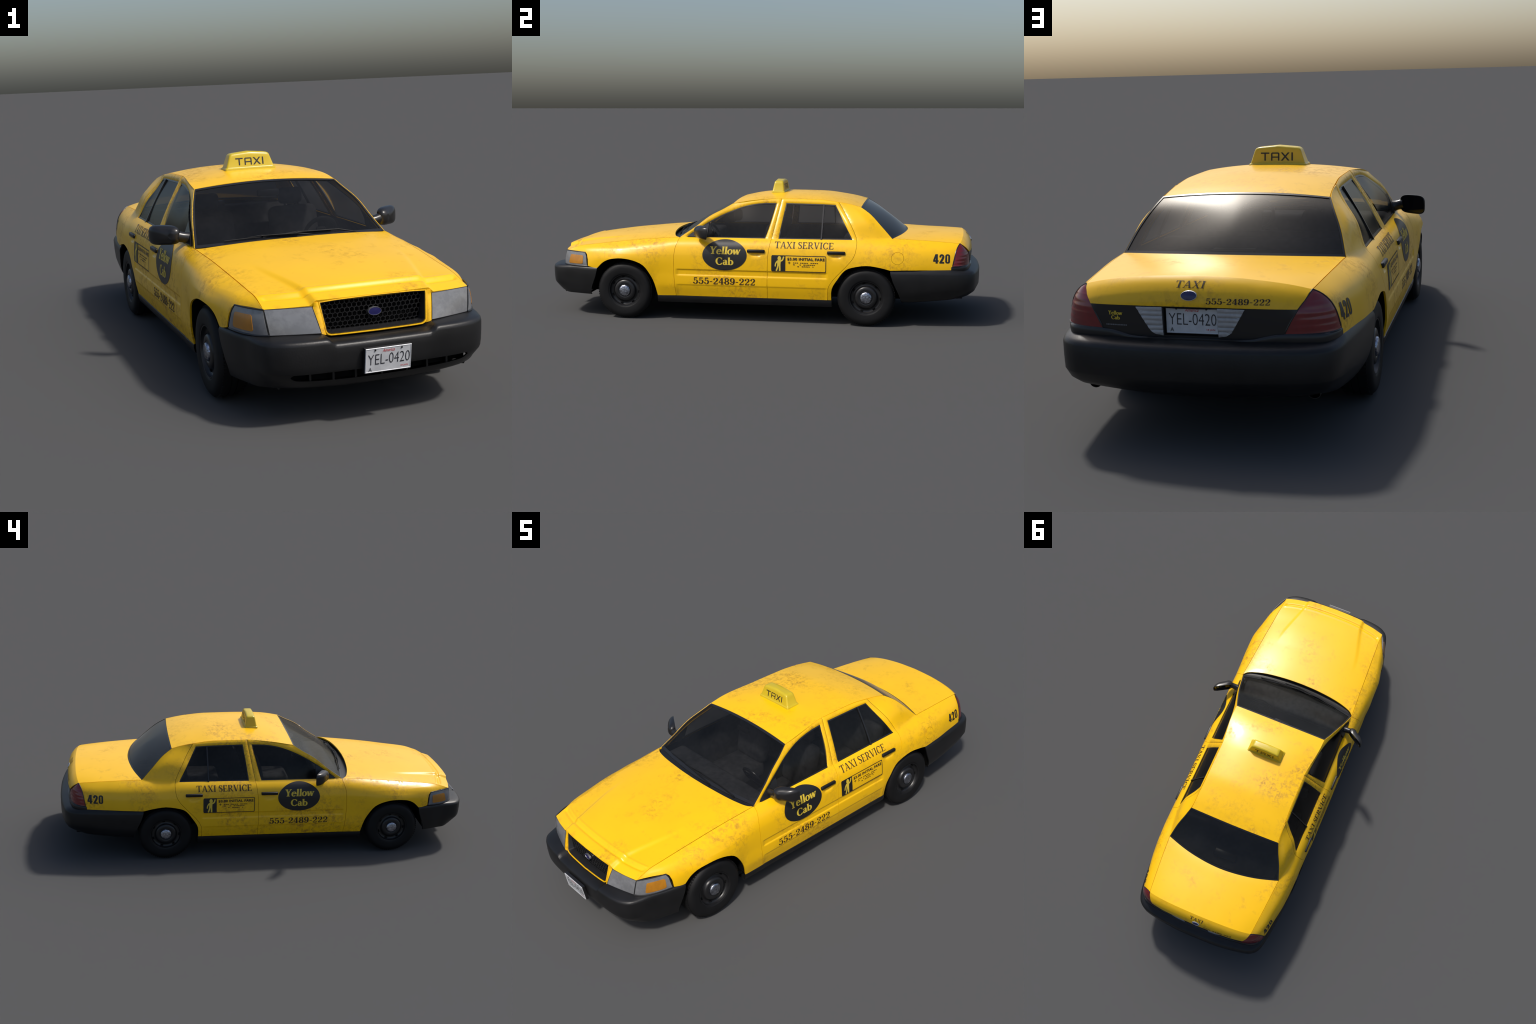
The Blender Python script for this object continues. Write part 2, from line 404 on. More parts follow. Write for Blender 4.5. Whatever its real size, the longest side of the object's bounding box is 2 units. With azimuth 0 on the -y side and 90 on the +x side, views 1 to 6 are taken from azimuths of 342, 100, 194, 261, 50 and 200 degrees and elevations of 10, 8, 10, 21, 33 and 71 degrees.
# ------------- panels of the side
ZS = sorted(set(list(np.arange(.115, .37, .012)) + list(np.arange(.3745, .55, .0045)) + [.1575, .160, .163, .166, .168, .203, .2055, .2075, .210, .2125, .228, .2305, .2325, .235, .237, .296, .299, .302, .306, .310, .313, .316]))
fender = list(reversed(shoulder(-.887, -.342, 40))) + [(-.80, .2945), (-.787, .293), (-.779, .2895), (-.774, .283), (-.769, .262), (-.767, .233), (-.745, .2275)] + FRONT_ARCH + [(-.40, .1095)] + list(reversed(DOOR_F))
def side_part(name, poly, holes=(), mat=PAINT, th=.006, lines=(), gap=GAP, step=.006, parents=(None, None), off=0.):
    v, f = panel(inset(poly, gap), holes, step, vs=ZS, lines=lines)
    V, F = shell(frame_pt(v), f, th, (1, 0, 0))
    return both(name, V, F, mat, parents)
side_part('front_fender', fender)
belt = shoulder(-.33, .07, 40)
door_front = DOOR_F[:-1] + [(-.35, .1105)] + [(.067, .1105)] + list(reversed(DOOR_B))[1:] + list(reversed(seam(-.107, .1115, 16)))[1:-1] + WS_EDGE
# the windshield pillar is the strip of the opening in front of the window frame
pillar_in = spline([(-.075, .5268), (-.105, .508), (-.158, .482), (-.214, .451), (-.270, .413), (-.322, .3735)], 4)
pillar = WS_EDGE + [(-.330, .3725)] + list(reversed(pillar_in)) + list(reversed(seam(-.107, -.076, 4)))[:-1]
door_only = DOOR_F[:-1] + [(-.35, .1105), (.067, .1105)] + list(reversed(DOOR_B))[1:] + list(reversed(seam(-.074, .1115, 14)))[1:] + pillar_in + [(-.330, .3722)]
front_doors = side_part('front_door', door_only, [WIN_F], lines=[shoulder(-.318, .045, 30), shoulder(.056, .076, 4)])
side_part('windshield_pillar', pillar, gap=-GAP)
door_rear = list(reversed(DOOR_B))[::-1][::-1] + [] if 0 else None
door_rear = DOOR_B[:-1] + [(.067, .1105), (.334, .1105)] + DOOR_R[1:] + list(reversed(seam(.113, .366, 20)))
rear_doors = side_part('rear_door', door_rear, [WIN_R], lines=[shoulder(.082, .107, 4), shoulder(.443, .4535, 3)])
FUEL = [(.637 + .0275 * math.cos(a), .3045 + .0262 * math.sin(a)) for a in np.linspace(0, 2 * math.pi, 33)[:-1]]
TAIL_EDGE = [(.9015, .3645), (.894, .355), (.886, .338), (.881, .319), (.877, .300), (.871, .271), (.868, .253)]
quarter = list(reversed(DOOR_R)) + [(.352, .1105)] + REAR_ARCH[1:] + [(.66, .2525), (.73, .2535), (.80, .2535)] + list(reversed(TAIL_EDGE)) + list(reversed(shoulder(.612, .900, 24))) + list(reversed(RG_EDGE)) + list(reversed(seam(.371, .468, 8)))
qv = [q for q in quarter]
def one_side(name, poly, holes, sign):
    v, f = panel(inset(poly, GAP), holes, .012, vs=ZS)
    V, F = shell(frame_pt(v), f, .006, (1, 0, 0))
    if sign < 0: V, F = flip(V, F)
    return add(name, mesh(name, V, F), PAINT)
q_l = one_side('rear_quarter_panel', quarter, [FUEL], 1)
one_side('rear_quarter_panel', quarter, [], -1)
v, f = panel(inset(FUEL, .0011), (), .008)
V, F = shell(side_pt(.0004)(v), f, .005, (1, 0, 0)); add('fuel_door', mesh('fuel_door', V, F), PAINT, q_l)

# rocker sill, black, below the doors
def sill(u, v):
    # u: y, v: 0 top .. 1 tucked bottom
    z = [.1125, .1085, .100, .085, .0788, .0775][v]; o = [-.006, .001, .001, -.003, -.009, -.05][v]
    return (float(side_x(u, .112)[0]) + o, u, z)
V, F = grid(sill, list(np.linspace(-.437, .353, 40)), range(6)); F = orient(V, F, (1, 0, 0)); both('rocker_panel', V, F, PLASTIC)

# window glass, seals, divider
for pair, win, nm in ((front_doors, WIN_F, 0), (rear_doors, WIN_R, 1)):
    v, f = panel(win, (), .014); V = side_pt(-.0065)(v); cz = (v[:, 1] - .373) / .15; V[:, 0] += np.clip(np.sin(np.pi * np.clip(cz, 0, 1)), 0, 1) * (.009 if nm == 0 else .004); F = orient(V, f, (1, 0, 0)); both('window_glass', V, F, GLASS, pair)
    ring = inset(win, .0042)
    v, f = panel(inset(win, -.0006), [ring], .02, edge=.006); V, F = shell(side_pt(-.0040)(v), f, .004, (1, 0, 0)); both('window_seal', V, F, TRIM, pair)
bar = [(.2985, .374), (.3045, .374), (.3065, .522), (.3005, .522)]
v, f = panel(bar, (), .02); V, F = shell(side_pt(.0010)(v), f, .008, (1, 0, 0)); both('window_divider', V, F, TRIM, rear_doors)

# door handles
for hy, pair in ((HANDLES[0], front_doors), (HANDLES[1], rear_doors)):
    V, F = box(.0, 0, 0, .013, .079, .0145, .004, 3); V = V.copy()
    V[:, 0] += side_x(np.full(len(V), hy) + V[:, 1], np.full(len(V), .3225)) + .0015; V[:, 1] += hy; V[:, 2] += .3215
    both('door_handle', V, F, PLASTIC, pair)

# ----------------------------------------------------------------- hood
HR = pchip([0, .23, .4, .62, .86, .95, 1], [-.404, -.402, -.398, -.390, -.373, -.361, -.346])
HF = pchip([0, .3, .53, .57, .8, 1], [-.922, -.920, -.9155, -.9135, -.902, -.8865])
CROWN = pchip([0, .2, .4, .6, .8, .88, 1], [.017, .0185, .0185, .0155, .0095, .006, .0035])
RIDGE = pchip([0, .35, .6, .8, .88, 1], [0, 0, .004, .0072, .009, .0125])
def hood(q, p):
    s = 1 if q >= 0 else -1; q = abs(q)
    ye = -.346 - .541 * p
    y = float(HR(q) + (HF(q) - HR(q)) * p)
    x = q * (float(top_x(ye)) - .0008)
    qr = .575 + .16 * (1 - smooth(.45, 1, p))
    z = float(top_z(ye)) + CROWN(p) * (1 - q ** (2.5 - .5 * p)) + RIDGE(p) * smooth(qr + .035, qr - .035, q)
    z -= .0065 * np.exp(-((p - .913) / .015) ** 2) * (1 - smooth(.93, .99, q))     # groove behind the nose
    z += .0025 * np.exp(-((p - .885) / .011) ** 2) * (1 - smooth(.93, .99, q))
    return (s * x, y, float(z))
qs = np.concatenate([np.linspace(-1, -.5, 34), np.linspace(-.48, .48, 26), np.linspace(.5, 1, 34)])
ps = np.concatenate([np.linspace(0, .82, 36), np.linspace(.83, 1, 36)])
V, F = grid(hood, qs, ps); V, F = shell(V, F, .007, (0, 0, 1)); add('hood', mesh('hood', V, F, 40), PAINT)

# cowl, windshield, wipers
WSB_Y = lambda a: -.3795 + .0405 * a ** 1.7
def cowl(s, t):
    a = abs(s); y0 = float(HR(a)) - .012; y1 = float(WSB_Y(a)) + .006
    return (s * .304, y0 + (y1 - y0) * t, .3655 + .006 * (1 - a * a) + .006 * t - .004 * math.sin(math.pi * t))
V, F = grid(cowl, np.linspace(-1, 1, 41), np.linspace(0, 1, 6)); add('cowl', mesh('cowl', V, orient(V, F, (0, 0, 1))), PLASTIC)
def edge_curve(pts):
    """3D curve on the cabin side through (y, z) points, over 0..1"""
    P = np.array(pts); P = np.stack([x_up(P[:, 0], P[:, 1]), P[:, 0], P[:, 1]], 1)
    d = np.concatenate([[0], np.cumsum(np.linalg.norm(np.diff(P, axis=0), axis=1))]); d /= d[-1]
    fs = [pchip(d, P[:, k]) for k in range(3)]
    return lambda t: np.array([float(f(t)) for f in fs])
def pane(edge, bottom, top_, bulge, pw):
    """glass between two mirrored side edges and a centre line"""
    b, tp, bu = np.array(bottom), np.array(top_), np.array(bulge)
    def f(s, t):
        a = abs(s); e = edge(t); c = b + (tp - b) * t + 4 * t * (1 - t) * bu; g = a ** (pw - .55 * math.sin(math.pi * t))
        return (s * e[0], c[1] + (e[1] - c[1]) * g, c[2] + (e[2] - c[2]) * g)
    return f
screen = pane(edge_curve(list(reversed(WS_EDGE))), (0, -.3795, .379), (0, -.1025, .5345), (0, -.003, .0075), 1.7)
S = np.linspace(-1, 1, 45); Tt = np.linspace(0, 1, 20)
V, F = grid(lambda s, t: tuple(np.array(screen(s * .999, t)) - np.array((0, -.0008, .0012))), S, Tt); F = orient(V, F, (0, -1, 1)); wsh = add('windshield', mesh('windshield', V, F, 40), GLASS)
def frame(fn, w, h, bottom=True):
    """black ceramic border along the pane's edges"""
    parts = [grid(fn, np.linspace(-1, 1, 45), np.linspace(1 - h, 1, 4)), grid(fn, np.linspace(-1, -1 + w, 4), np.linspace(0, 1 - h, 20)), grid(fn, np.linspace(1 - w, 1, 4), np.linspace(0, 1 - h, 20))]
    if bottom: parts.append(grid(fn, np.linspace(-1 + w, 1 - w, 45), np.linspace(0, h * 1.2, 4)))
    return join(*parts)
V, F = frame(lambda s, t: screen(s * .995, t), .024, .035); V, F = shell(V, orient(V, F, (0, -1, 1)), .002, (0, -1, 1)); add('windshield_seal', mesh('windshield_seal', V, F, 40), TRIM, wsh)
def wiper(pivot, knee, tip0, tip1):
    def on(x, t, lift): return np.array(screen(x / (.304 - .06 * t), t)) + np.array((0, -.4, .9)) * lift
    p, k, a, b = on(*pivot, .004), on(*knee, .012), on(*tip0, .004), on(*tip1, .004)
    blade = [a + (b - a) * i / 10 + np.array((0, -.3, .8)) * .004 * math.sin(math.pi * i / 10) for i in range(11)]
    m = (blade[5])
    return join(tube([p - np.array((0, .004, .012)), p], .004), tube([p, k, m + np.array((0, -.003, .004))], [.0028, .0026, .0018], 6), tube(blade, .0021, 6), tube([m + (blade[3] - m) * .9 + np.array((0, 0, .002)), m + np.array((0, -.002, .0055)), m + (blade[7] - m) * .9 + np.array((0, 0, .002))], .0016, 6))
for args in (((.205, .0), (.14, .035), (.115, .05), (-.10, .045)), ((.075, .0), (.00, .03), (.005, .035), (-.215, .045))):
    V, F = wiper(*args); add('wiper', mesh('wiper', V, F), RUBBER, wsh)

# ----------------------------------------------------------------- roof
RCROWN = pchip([0, .12, .3, .6, 1], [.0135, .016, .0175, .0175, .0125])
def roof(q, p, off=0.):
    a = abs(q); y0 = -.1075 + .0045 * (1 - a * a); y1 = .4685 + .0065 * (1 - a * a); y = y0 + (y1 - y0) * p; ye = -.107 + .576 * p
    return (q * (float(SEAM_X(ye)) - .0008), y, float(SEAM_Z(ye) + RCROWN(p) * (1 - a ** 2.3)) - off)
V, F = grid(roof, np.linspace(-1, 1, 41), np.linspace(0, 1, 50)); V, F = shell(V, F, .006, (0, 0, 1)); add('roof', mesh('roof', V, F, 40), PAINT)
V, F = grid(lambda q, p: roof(q * .97, .01 + .98 * p, .012), np.linspace(-1, 1, 21), np.linspace(0, 1, 20)); add('headliner', mesh('headliner', V, orient(V, F, (0, 0, -1))), CABIN)

# ----------------------------------------------------------------- rear glass and trunk
RGB_Y = lambda a: .668 - .057 * a ** 1.9
RGB_Z = lambda a: .3922 - .0102 * a ** 1.9
backlight = pane(edge_curve(list(reversed(RG_EDGE))), (0, .668, .3922), (0, .476, .5245), (0, .004, .0085), 2.1)
V, F = grid(lambda s, t: tuple(np.array(backlight(s * .999, t)) - np.array((0, .001, .0015))), S, Tt); F = orient(V, F, (0, 1, 1)); rgl = add('rear_window', mesh('rear_window', V, F, 40), RGLASS)
V, F = frame(lambda s, t: backlight(s * .996, t), .018, .03); V, F = shell(V, orient(V, F, (0, 1, 1)), .002, (0, 1, 1)); add('rear_window_seal', mesh('rear_window_seal', V, F, 40), TRIM, rgl)
TCROWN = pchip([0, .5, 1], [.0102, .0195, .028])
def deck(q, p):
    a = abs(q); ye = .612 + (.9015 - .612) * p; x = q * (float(top_x(ye)) - .0008)
    y0 = float(RGB_Y(a)) + .0015; y1 = float(TRUNK_Y(abs(x))); y = y0 + (y1 - y0) * p
    ze = float(top_z(ye)); z1 = float(TRUNK_Z(abs(x))); zr = float(RGB_Z(a)) + .0005; c = ze + float(TCROWN(p)) * (1 - a ** 2)
    w0 = (1 - smooth(0, .6, p)); w1 = smooth(.4, 1, p); xe1 = a * (float(top_x(.9015)) - .0008)
    z1 = float(TRUNK_Z(xe1)); c0 = float(top_z(.612)) + float(TCROWN(0)) * (1 - a ** 2); c1 = float(top_z(.9015)) + float(TCROWN(1)) * (1 - a ** 2)
    z = c + (zr - c0) * w0 * (1 - smooth(.97, 1, a)) + (z1 - c1) * w1
    return (x, y, float(z))
top = grid(deck, np.linspace(-1, 1, 45), np.linspace(0, 1, 32))
lamp_in = [(.2672, .364), (.2545, .345), (.2415, .327)]
XE1 = float(top_x(.9015)) - .0008
face = [(x, float(TRUNK_Z(abs(x)))) for x in np.linspace(-XE1, XE1, 45)] + [(.2545, .345), (.2408, .327), (.15, .3285), (0, .3295), (-.15, .3285), (-.2408, .327), (-.2545, .345)]
v, f = panel(face, (), .006, edge=.03); fv = np.stack([v[:, 0], rear_y(v[:, 0], v[:, 1]), v[:, 1]], 1)
V, F = join((top[0], orient(top[0], top[1], (0, 0, 1))), (fv, orient(fv, f, (0, 1, 0))))
# weld the crease between deck and face
import bmesh
bm = bmesh.new(); bv = [bm.verts.new(c) for c in V]
for t in F:
    try: bm.faces.new([bv[i] for i in t])
    except ValueError: pass
bmesh.ops.remove_doubles(bm, verts=bm.verts, dist=.0003); bm.verts.index_update()
V = np.array([tuple(v.co) for v in bm.verts]); F = [tuple(v.index for v in fa.verts) for fa in bm.faces]; bm.free()
V, F = shell(V, F, .005, (0, .5, 1)); trunk = add('trunk_lid', mesh('trunk_lid', V, F, 22), PAINT)

# black panel between the tail lamps
bar_ = [(.2405, .3265), (.15, .3278), (0, .3288), (-.15, .3278), (-.2405, .3265), (-.226, .30), (-.2105, .27), (-.2105, .250), (0, .250), (.2105, .250), (.2105, .27), (.226, .30)]
PLH = [(-.0655, .2615), (.0625, .2615), (.0625, .3275), (-.0655, .3275)]
v, f = panel(bar_, [PLH], .015); V = np.stack([v[:, 0], rear_y(v[:, 0], v[:, 1]) - .0025, v[:, 1]], 1); V, F = shell(V, f, .005, (0, 1, 0)); tpan = add('tail_panel', mesh('tail_panel', V, F), TRIM)
def on_rear(v, off): return np.stack([v[:, 0], rear_y(v[:, 0], v[:, 1]) + off, v[:, 1]], 1)
for s in (1, -1):
    poly = [(s * .0645, .327), (s * .1265, .326), (s * .108, .294), (s * .094, .2715), (s * .082, .2635), (s * .0645, .261)]
    v, f = panel(poly, (), .0025, us=np.arange(-.13, .13, .012), edge=.003); V = on_rear(v, -.0018); V[:, 1] += .0030 * np.abs(np.sin((v[:, 1] - .262) / .0110 * math.pi)) ** .6
    V, F = shell(V, f, .004, (0, 1, 0)); add('reversing_lamp', mesh('reversing_lamp', V, F), WHITE, tpan)
# valance strip under lamps and panel
VAL = spline([(.3262, .866), (.318, .893), (.297, .926), (.262, .941), (.21, .949), (.1, .957), (0, .959), (-.1, .957), (-.21, .949), (-.262, .941), (-.297, .926), (-.318, .893), (-.3262, .866)], 5)
def valance(i, j):
    p = np.array(VAL[i]); c = np.array((0, .7)); n = (p - c); n[0] *= 1.6; n /= np.linalg.norm(n)
    o, z = [(-.014, .2715), (-.002, .2710), (.0012, .267), (.0015, .258), (0, .250), (-.012, .246)][j]
    q = p + n * o; return (q[0], q[1], z - .0135 * float(1 - smooth(.13, .205, abs(p[0]))) * (z - .246) / .0255)
V, F = grid(valance, range(len(VAL)), range(6)); add('valance', mesh('valance', V, orient(V, F, (0, 1, .2)), 50), TRIM)

# tail lamps: rounded corner lens, ribbed
OUT_E = [(.364, .2675, .9018), (.355, .284, .8945), (.338, .3015, .8865), (.319, .3125, .8815), (.30, .3185, .8775), (.27, .325, .8712)]
MID_E = [(.364, .2677, .9020), (.355, .2745, .9080), (.338, .2815, .9150), (.319, .2865, .9195), (.30, .2895, .9215), (.27, .2925, .922)]
INN_E = [(.364, .2672, .9022), (.355, .2612, .913), (.338, .2493, .930), (.319, .2368, .9415), (.30, .2262, .945), (.27, .2105, .946)]
def edge(tab): z = [r[0] for r in tab][::-1]; return pchip(z, [r[1] for r in tab][::-1]), pchip(z, [r[2] for r in tab][::-1])
eo, em, ei = edge(OUT_E), edge(MID_E), edge(INN_E)
def tail(u, z):
    a, b, c = [np.array((float(e[0](z)), float(e[1](z)))) for e in (eo, em, ei)]
    h = b * 2 - (a + c) / 2                                # quadratic through the corner point
    h = b + (h - b) * .9
    p = a * (1 - u) ** 2 + 2 * u * (1 - u) * h + c * u * u
    g = .0008 * math.sin(math.pi * min(1, u * 6, (1 - u) * 6) / 2) * (.6 + .4 * math.cos((z - .27) / .0155 * 2 * math.pi)) * (z < .345)
    n = p - np.array((.15, .80)); n /= np.linalg.norm(n); p = p + n * g
    return (p[0], p[1], z)
V, F = grid(tail, np.linspace(0.01, .99, 24), np.linspace(.271, .3625, 60)); V, F = shell(V, F, .008, (1, 1, 0)); lamps = both('taillight', V, F, RED)
b0 = [tail(u, .2705) for u in np.linspace(0, 1, 16)]; loop = [tail(0, z) for z in np.linspace(.364, .2705, 16)] + b0[1:] + [tail(1, z) for z in np.linspace(.2705, .364, 16)][1:]
V, F = tube(loop, .0019, 6); both('lamp_gasket', V, F, TRIM, lamps)

# ----------------------------------------------------------------- front lamps
def quad(a, b, c, d, bul):
    a, b, c, d, bul = [np.array(k, float) for k in (a, b, c, d, bul)]
    def f(u, v):
        p = (a * (1 - u) + b * u) * (1 - v) + (d * (1 - u) + c * u) * v
        return tuple(p + bul * (4 * u * (1 - u)) * .6 + bul * (4 * v * (1 - v)) * .4)
    return f
front_lamp = quad((.1635, -.9125, .2965), (.2815, -.8872, .2965), (.2735, -.9005, .2335), (.1505, -.9375, .2335), (0, -.003, 0))
def corner_lamp(u, v):
    """wraps from the nose round to the fender; u back along the side, v down"""
    tp = np.array([(.2815, -.8872, .2965), (.3035, -.846, .2955), (.3235, -.784, .2935)]); bt = np.array([(.2735, -.9005, .2335), (.312, -.855, .2315), (.3385, -.769, .2325)])
    w = np.array([(1 - u) * (1 - 2 * u), 4 * u * (1 - u), u * (2 * u - 1)]); p = (w @ tp) * (1 - v) + (w @ bt) * v
    if u > .9: p = p + np.array((.001, .010, -.0)) * smooth(.9, 1, u) * smooth(0, .35, v) * (1 - v) * .8
    return tuple(p + np.array((.75, -.5, .1)) * .0035 * 4 * v * (1 - v))
V, F = grid(front_lamp, np.linspace(.008, .985, 24), np.linspace(.01, .99, 14)); V, F = shell(V, F, .01, (0, -1, 0)); hl = both('headlight', V, F, LENS)
V, F = grid(corner_lamp, np.linspace(.02, .985, 28), np.linspace(.02, .97, 16)); V, F = shell(V, F, .008, (1, -1, 0)); both('corner_lamp', V, F, LENS, hl)
def rounded(u0, u1, v0, v1, r, n=5, sl=0.):
    P = []
    for cx, cy, a0 in ((u1 - r, v0 + r * 2, -90), (u1 - r, v1 - r * 2, 0), (u0 + r, v1 - r * 2, 90), (u0 + r, v0 + r * 2, 180)):
        for k in range(n + 1):
            a = math.radians(a0 + 90 * k / n); P.append((cx + r * math.cos(a) + sl * (cy + 2 * r * math.sin(a)), cy + 2 * r * math.sin(a)))
    return P
v, f = panel(rounded(.42, .94, .24, .86, .05, sl=-.06), (), .05, edge=.04); V = np.array([corner_lamp(a, b) for a, b in v]); F = orient(V, f, (1, -1, 0))
V = V + vnormals(V, F) * .0012; V, F = shell(V, F, .003, (1, -1, 0)); both('amber_reflector', V, F, AMBER, hl)
# dark gaskets round the lenses
rim = [front_lamp(u, 0) for u in np.linspace(0, 1, 12)] + [front_lamp(1, v) for v in np.linspace(0, 1, 8)][1:] + [front_lamp(u, 1) for u in np.linspace(1, 0, 12)][1:] + [front_lamp(0, v) for v in np.linspace(1, 0, 8)][1:]
V, F = tube(rim, .0008, 6); both('lamp_gasket', V, F, TRIM, hl)
rim = [corner_lamp(u, 0) for u in np.linspace(0, 1, 14)] + [corner_lamp(1, v) for v in np.linspace(0, 1, 10)][1:] + [corner_lamp(u, 1) for u in np.linspace(1, 0, 14)][1:]
V, F = tube(rim, [.0022] * 14 + [.0014] * 9 + [.0028] * 13, 6); both('lamp_gasket', V, F, TRIM, hl)

# ----------------------------------------------------------------- grille
GT_Y = pchip([0, .1, .146], [-.9215, -.9185, -.9135]); GT_Z = pchip([0, .1, .146], [.3125, .3105, .307])
GB_Y = pchip([0, .1, .14], [-.942, -.938, -.933]); GB_Z = .2265
def nose(x, t, off=0.):
    """t 0 at the hood lip, 1 at the bottom of the grille opening"""
    a = min(abs(x), .16); y0, z0 = float(GT_Y(a)), float(GT_Z(a)); y1 = float(GB_Y(a))
    return (x, y0 + (y1 - y0) * t - .002 * math.sin(math.pi * t) - off, z0 + (GB_Z - z0) * t)
def opening(g):
    """grille opening outline in (x, t), shrunk by g"""
    tp = [(x, 0.03 + g * 9) for x in np.linspace(-.1435 + g, .1435 - g, 17)]
    side = [(.1430 - g, .10 + g * 9), (.1345 - g, .88 - g * 3), (.130 - g, .955 - g * 9), (.122 - g, .985 - g * 11)]
    bt = [(x, .985 - g * 11) for x in np.linspace(.115 - g, -.115 + g, 13)]
    return tp + side + bt + [(-x, t) for x, t in reversed(side)]
def ring_strip(A, B):
    n = len(A); return np.array(A + B), [(i, (i + 1) % n, n + (i + 1) % n, n + i) for i in range(n)]
o0 = [nose(x * 1.0, t) for x, t in opening(-.0055)]; o0 = [(p[0], p[1] + .004, p[2]) for p in o0]
o1 = [nose(x, t, .001) for x, t in opening(-.003)]; o2 = [nose(x, t, .001) for x, t in opening(-.0006)]; o3 = [nose(x, t, -.010) for x, t in opening(-.0004)]
V, F = join(ring_strip(o0, o1), ring_strip(o1, o2), ring_strip(o2, o3)); F = orient(V, F, (0, -1, 0)); gs = add('grille_surround', mesh('grille_surround', V, F, 50), PAINT)
# fold from the hood ridge down beside the grille: yellow cheek between grille and headlight
def cheek(u, t):
    a = np.array(nose(.1455 - .010 * t, t, -.002)); b = np.array(front_lamp(0, max(0, (t - .12) / .86))) + np.array((0, .001, 0))
    if t < .12: b = np.array((.1605, -.9135, .3075 - .0115 * t / .12))
    p = a + (b - a) * u; return tuple(p + np.array((0, -.0025, 0)) * math.sin(math.pi * u))
V, F = grid(cheek, np.linspace(0, 1, 7), np.linspace(0, 1.0, 20)); V, F = shell(V, F, .006, (0, -1, 0)); both('grille_cheek', V, F, PAINT, (gs, gs), 50)
def back(t): return -.011 - .017 * min(max(t, 0), 1)
b1 = [nose(x, t, -.002) for x, t in opening(.0002)]; b2 = [nose(x, t, -.001) for x, t in opening(.0022)]; b3 = [nose(x, t, back(t) + .002) for x, t in opening(.0062)]; b4 = [nose(x, t, back(t) - .002) for x, t in opening(.0062)]
V, F = join(ring_strip(b1, b2), ring_strip(b2, b3), ring_strip(b3, b4)); gb = add('grille_bezel', mesh('grille_bezel', V, orient(V, F, (0, -1, 0)), 40), TRIM, gs)
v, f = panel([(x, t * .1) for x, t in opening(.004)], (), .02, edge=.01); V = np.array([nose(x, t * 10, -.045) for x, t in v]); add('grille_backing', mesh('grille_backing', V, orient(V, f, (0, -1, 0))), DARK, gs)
cell = .0074; lim = [(x, t) for x, t in opening(.0035)]; bars = {}
for r in range(-1, 12):
    for c in range(-16, 17):
        cx = c * cell * math.sqrt(3) + (r % 2) * cell * math.sqrt(3) / 2; cz = .223 + r * cell * 1.5
        pts = [(cx + cell * math.sin(math.radians(60 * k)), cz + cell * math.cos(math.radians(60 * k))) for k in range(6)]
        for k in range(6):
            a, b = pts[k], pts[(k + 1) % 6]; key = tuple(sorted([(round(a[0], 4), round(a[1], 4)), (round(b[0], 4), round(b[1], 4))])); bars[key] = 1
def zt(x, z): z0 = float(GT_Z(min(abs(x), .146))); return (z0 - z) / (z0 - GB_Z)
parts = []
for a, b in bars:
    m_ = ((a[0] + b[0]) / 2, (a[1] + b[1]) / 2); q = np.array([(m_[0], zt(*m_))])
    if not inside(q, lim)[0]: continue
    P = [np.array(nose(k[0], zt(*k), back(zt(*k)))) for k in (a, b)]; d = P[1] - P[0]; d /= np.linalg.norm(d); w = np.cross(d, (0, 1, 0)); w /= np.linalg.norm(w); n_ = np.array((0, -.0055, 0)); w = w * .00085
    Vb = [P[0] - w, P[0] + w, P[1] + w, P[1] - w]; Vb = Vb + [k - n_ for k in Vb]
    parts.append((np.array(Vb), [(0, 1, 2, 3), (0, 4, 5, 1), (2, 6, 7, 3), (1, 5, 6, 2), (3, 7, 4, 0)]))
V, F = join(*parts); add('grille_mesh', mesh('grille_mesh', V, F), STEEL, gs, 'stuff')
def badge(cx, cz, rx, rz, place, mat_in, mat_ring, parent, name='emblem'):
    """domed oval with a bright rim; place maps (x, z, height) to 3D"""
    def disc(r0, r1, h):
        V, F = [], []; n = 40; rr = np.linspace(r0, r1, len(h))
        for r, hh in zip(rr, h): V += [place(cx + rx * r * math.cos(2 * math.pi * k / n), cz + rz * r * math.sin(2 * math.pi * k / n), hh) for k in range(n)]
        m = len(h); F = [(i * n + k, i * n + (k + 1) % n, (i + 1) * n + (k + 1) % n, (i + 1) * n + k) for i in range(m - 1) for k in range(n)]
        return np.array(V), F
    up = np.array(place(cx, cz, .01)) - np.array(place(cx, cz, 0))
    V, F = disc(.001, .93, [.0034, .0033, .003, .0026]); e = add(name, mesh(name, V, orient(V, F, up)), mat_in, parent)
    V, F = disc(.89, 1, [.0015, .0036, .0036, .0005, -.004]); add('emblem_ring', mesh('emblem_ring', V, orient(V, F, up), 60), mat_ring, parent)
badge(0, .2695, .0185, .0108, lambda x, z, h: (x, -.9195 - h, z), BLUE, SILVER, gs)
V, F = box(0, -.9105, .2695, .02, .022, .012); add('emblem_mount', mesh('emblem_mount', V, F), TRIM, gs)
badge(0, .3545, .0195, .0108, lambda x, z, h: (x, float(rear_y(x, z)) + h, z), BLUE, SILVER, trunk)

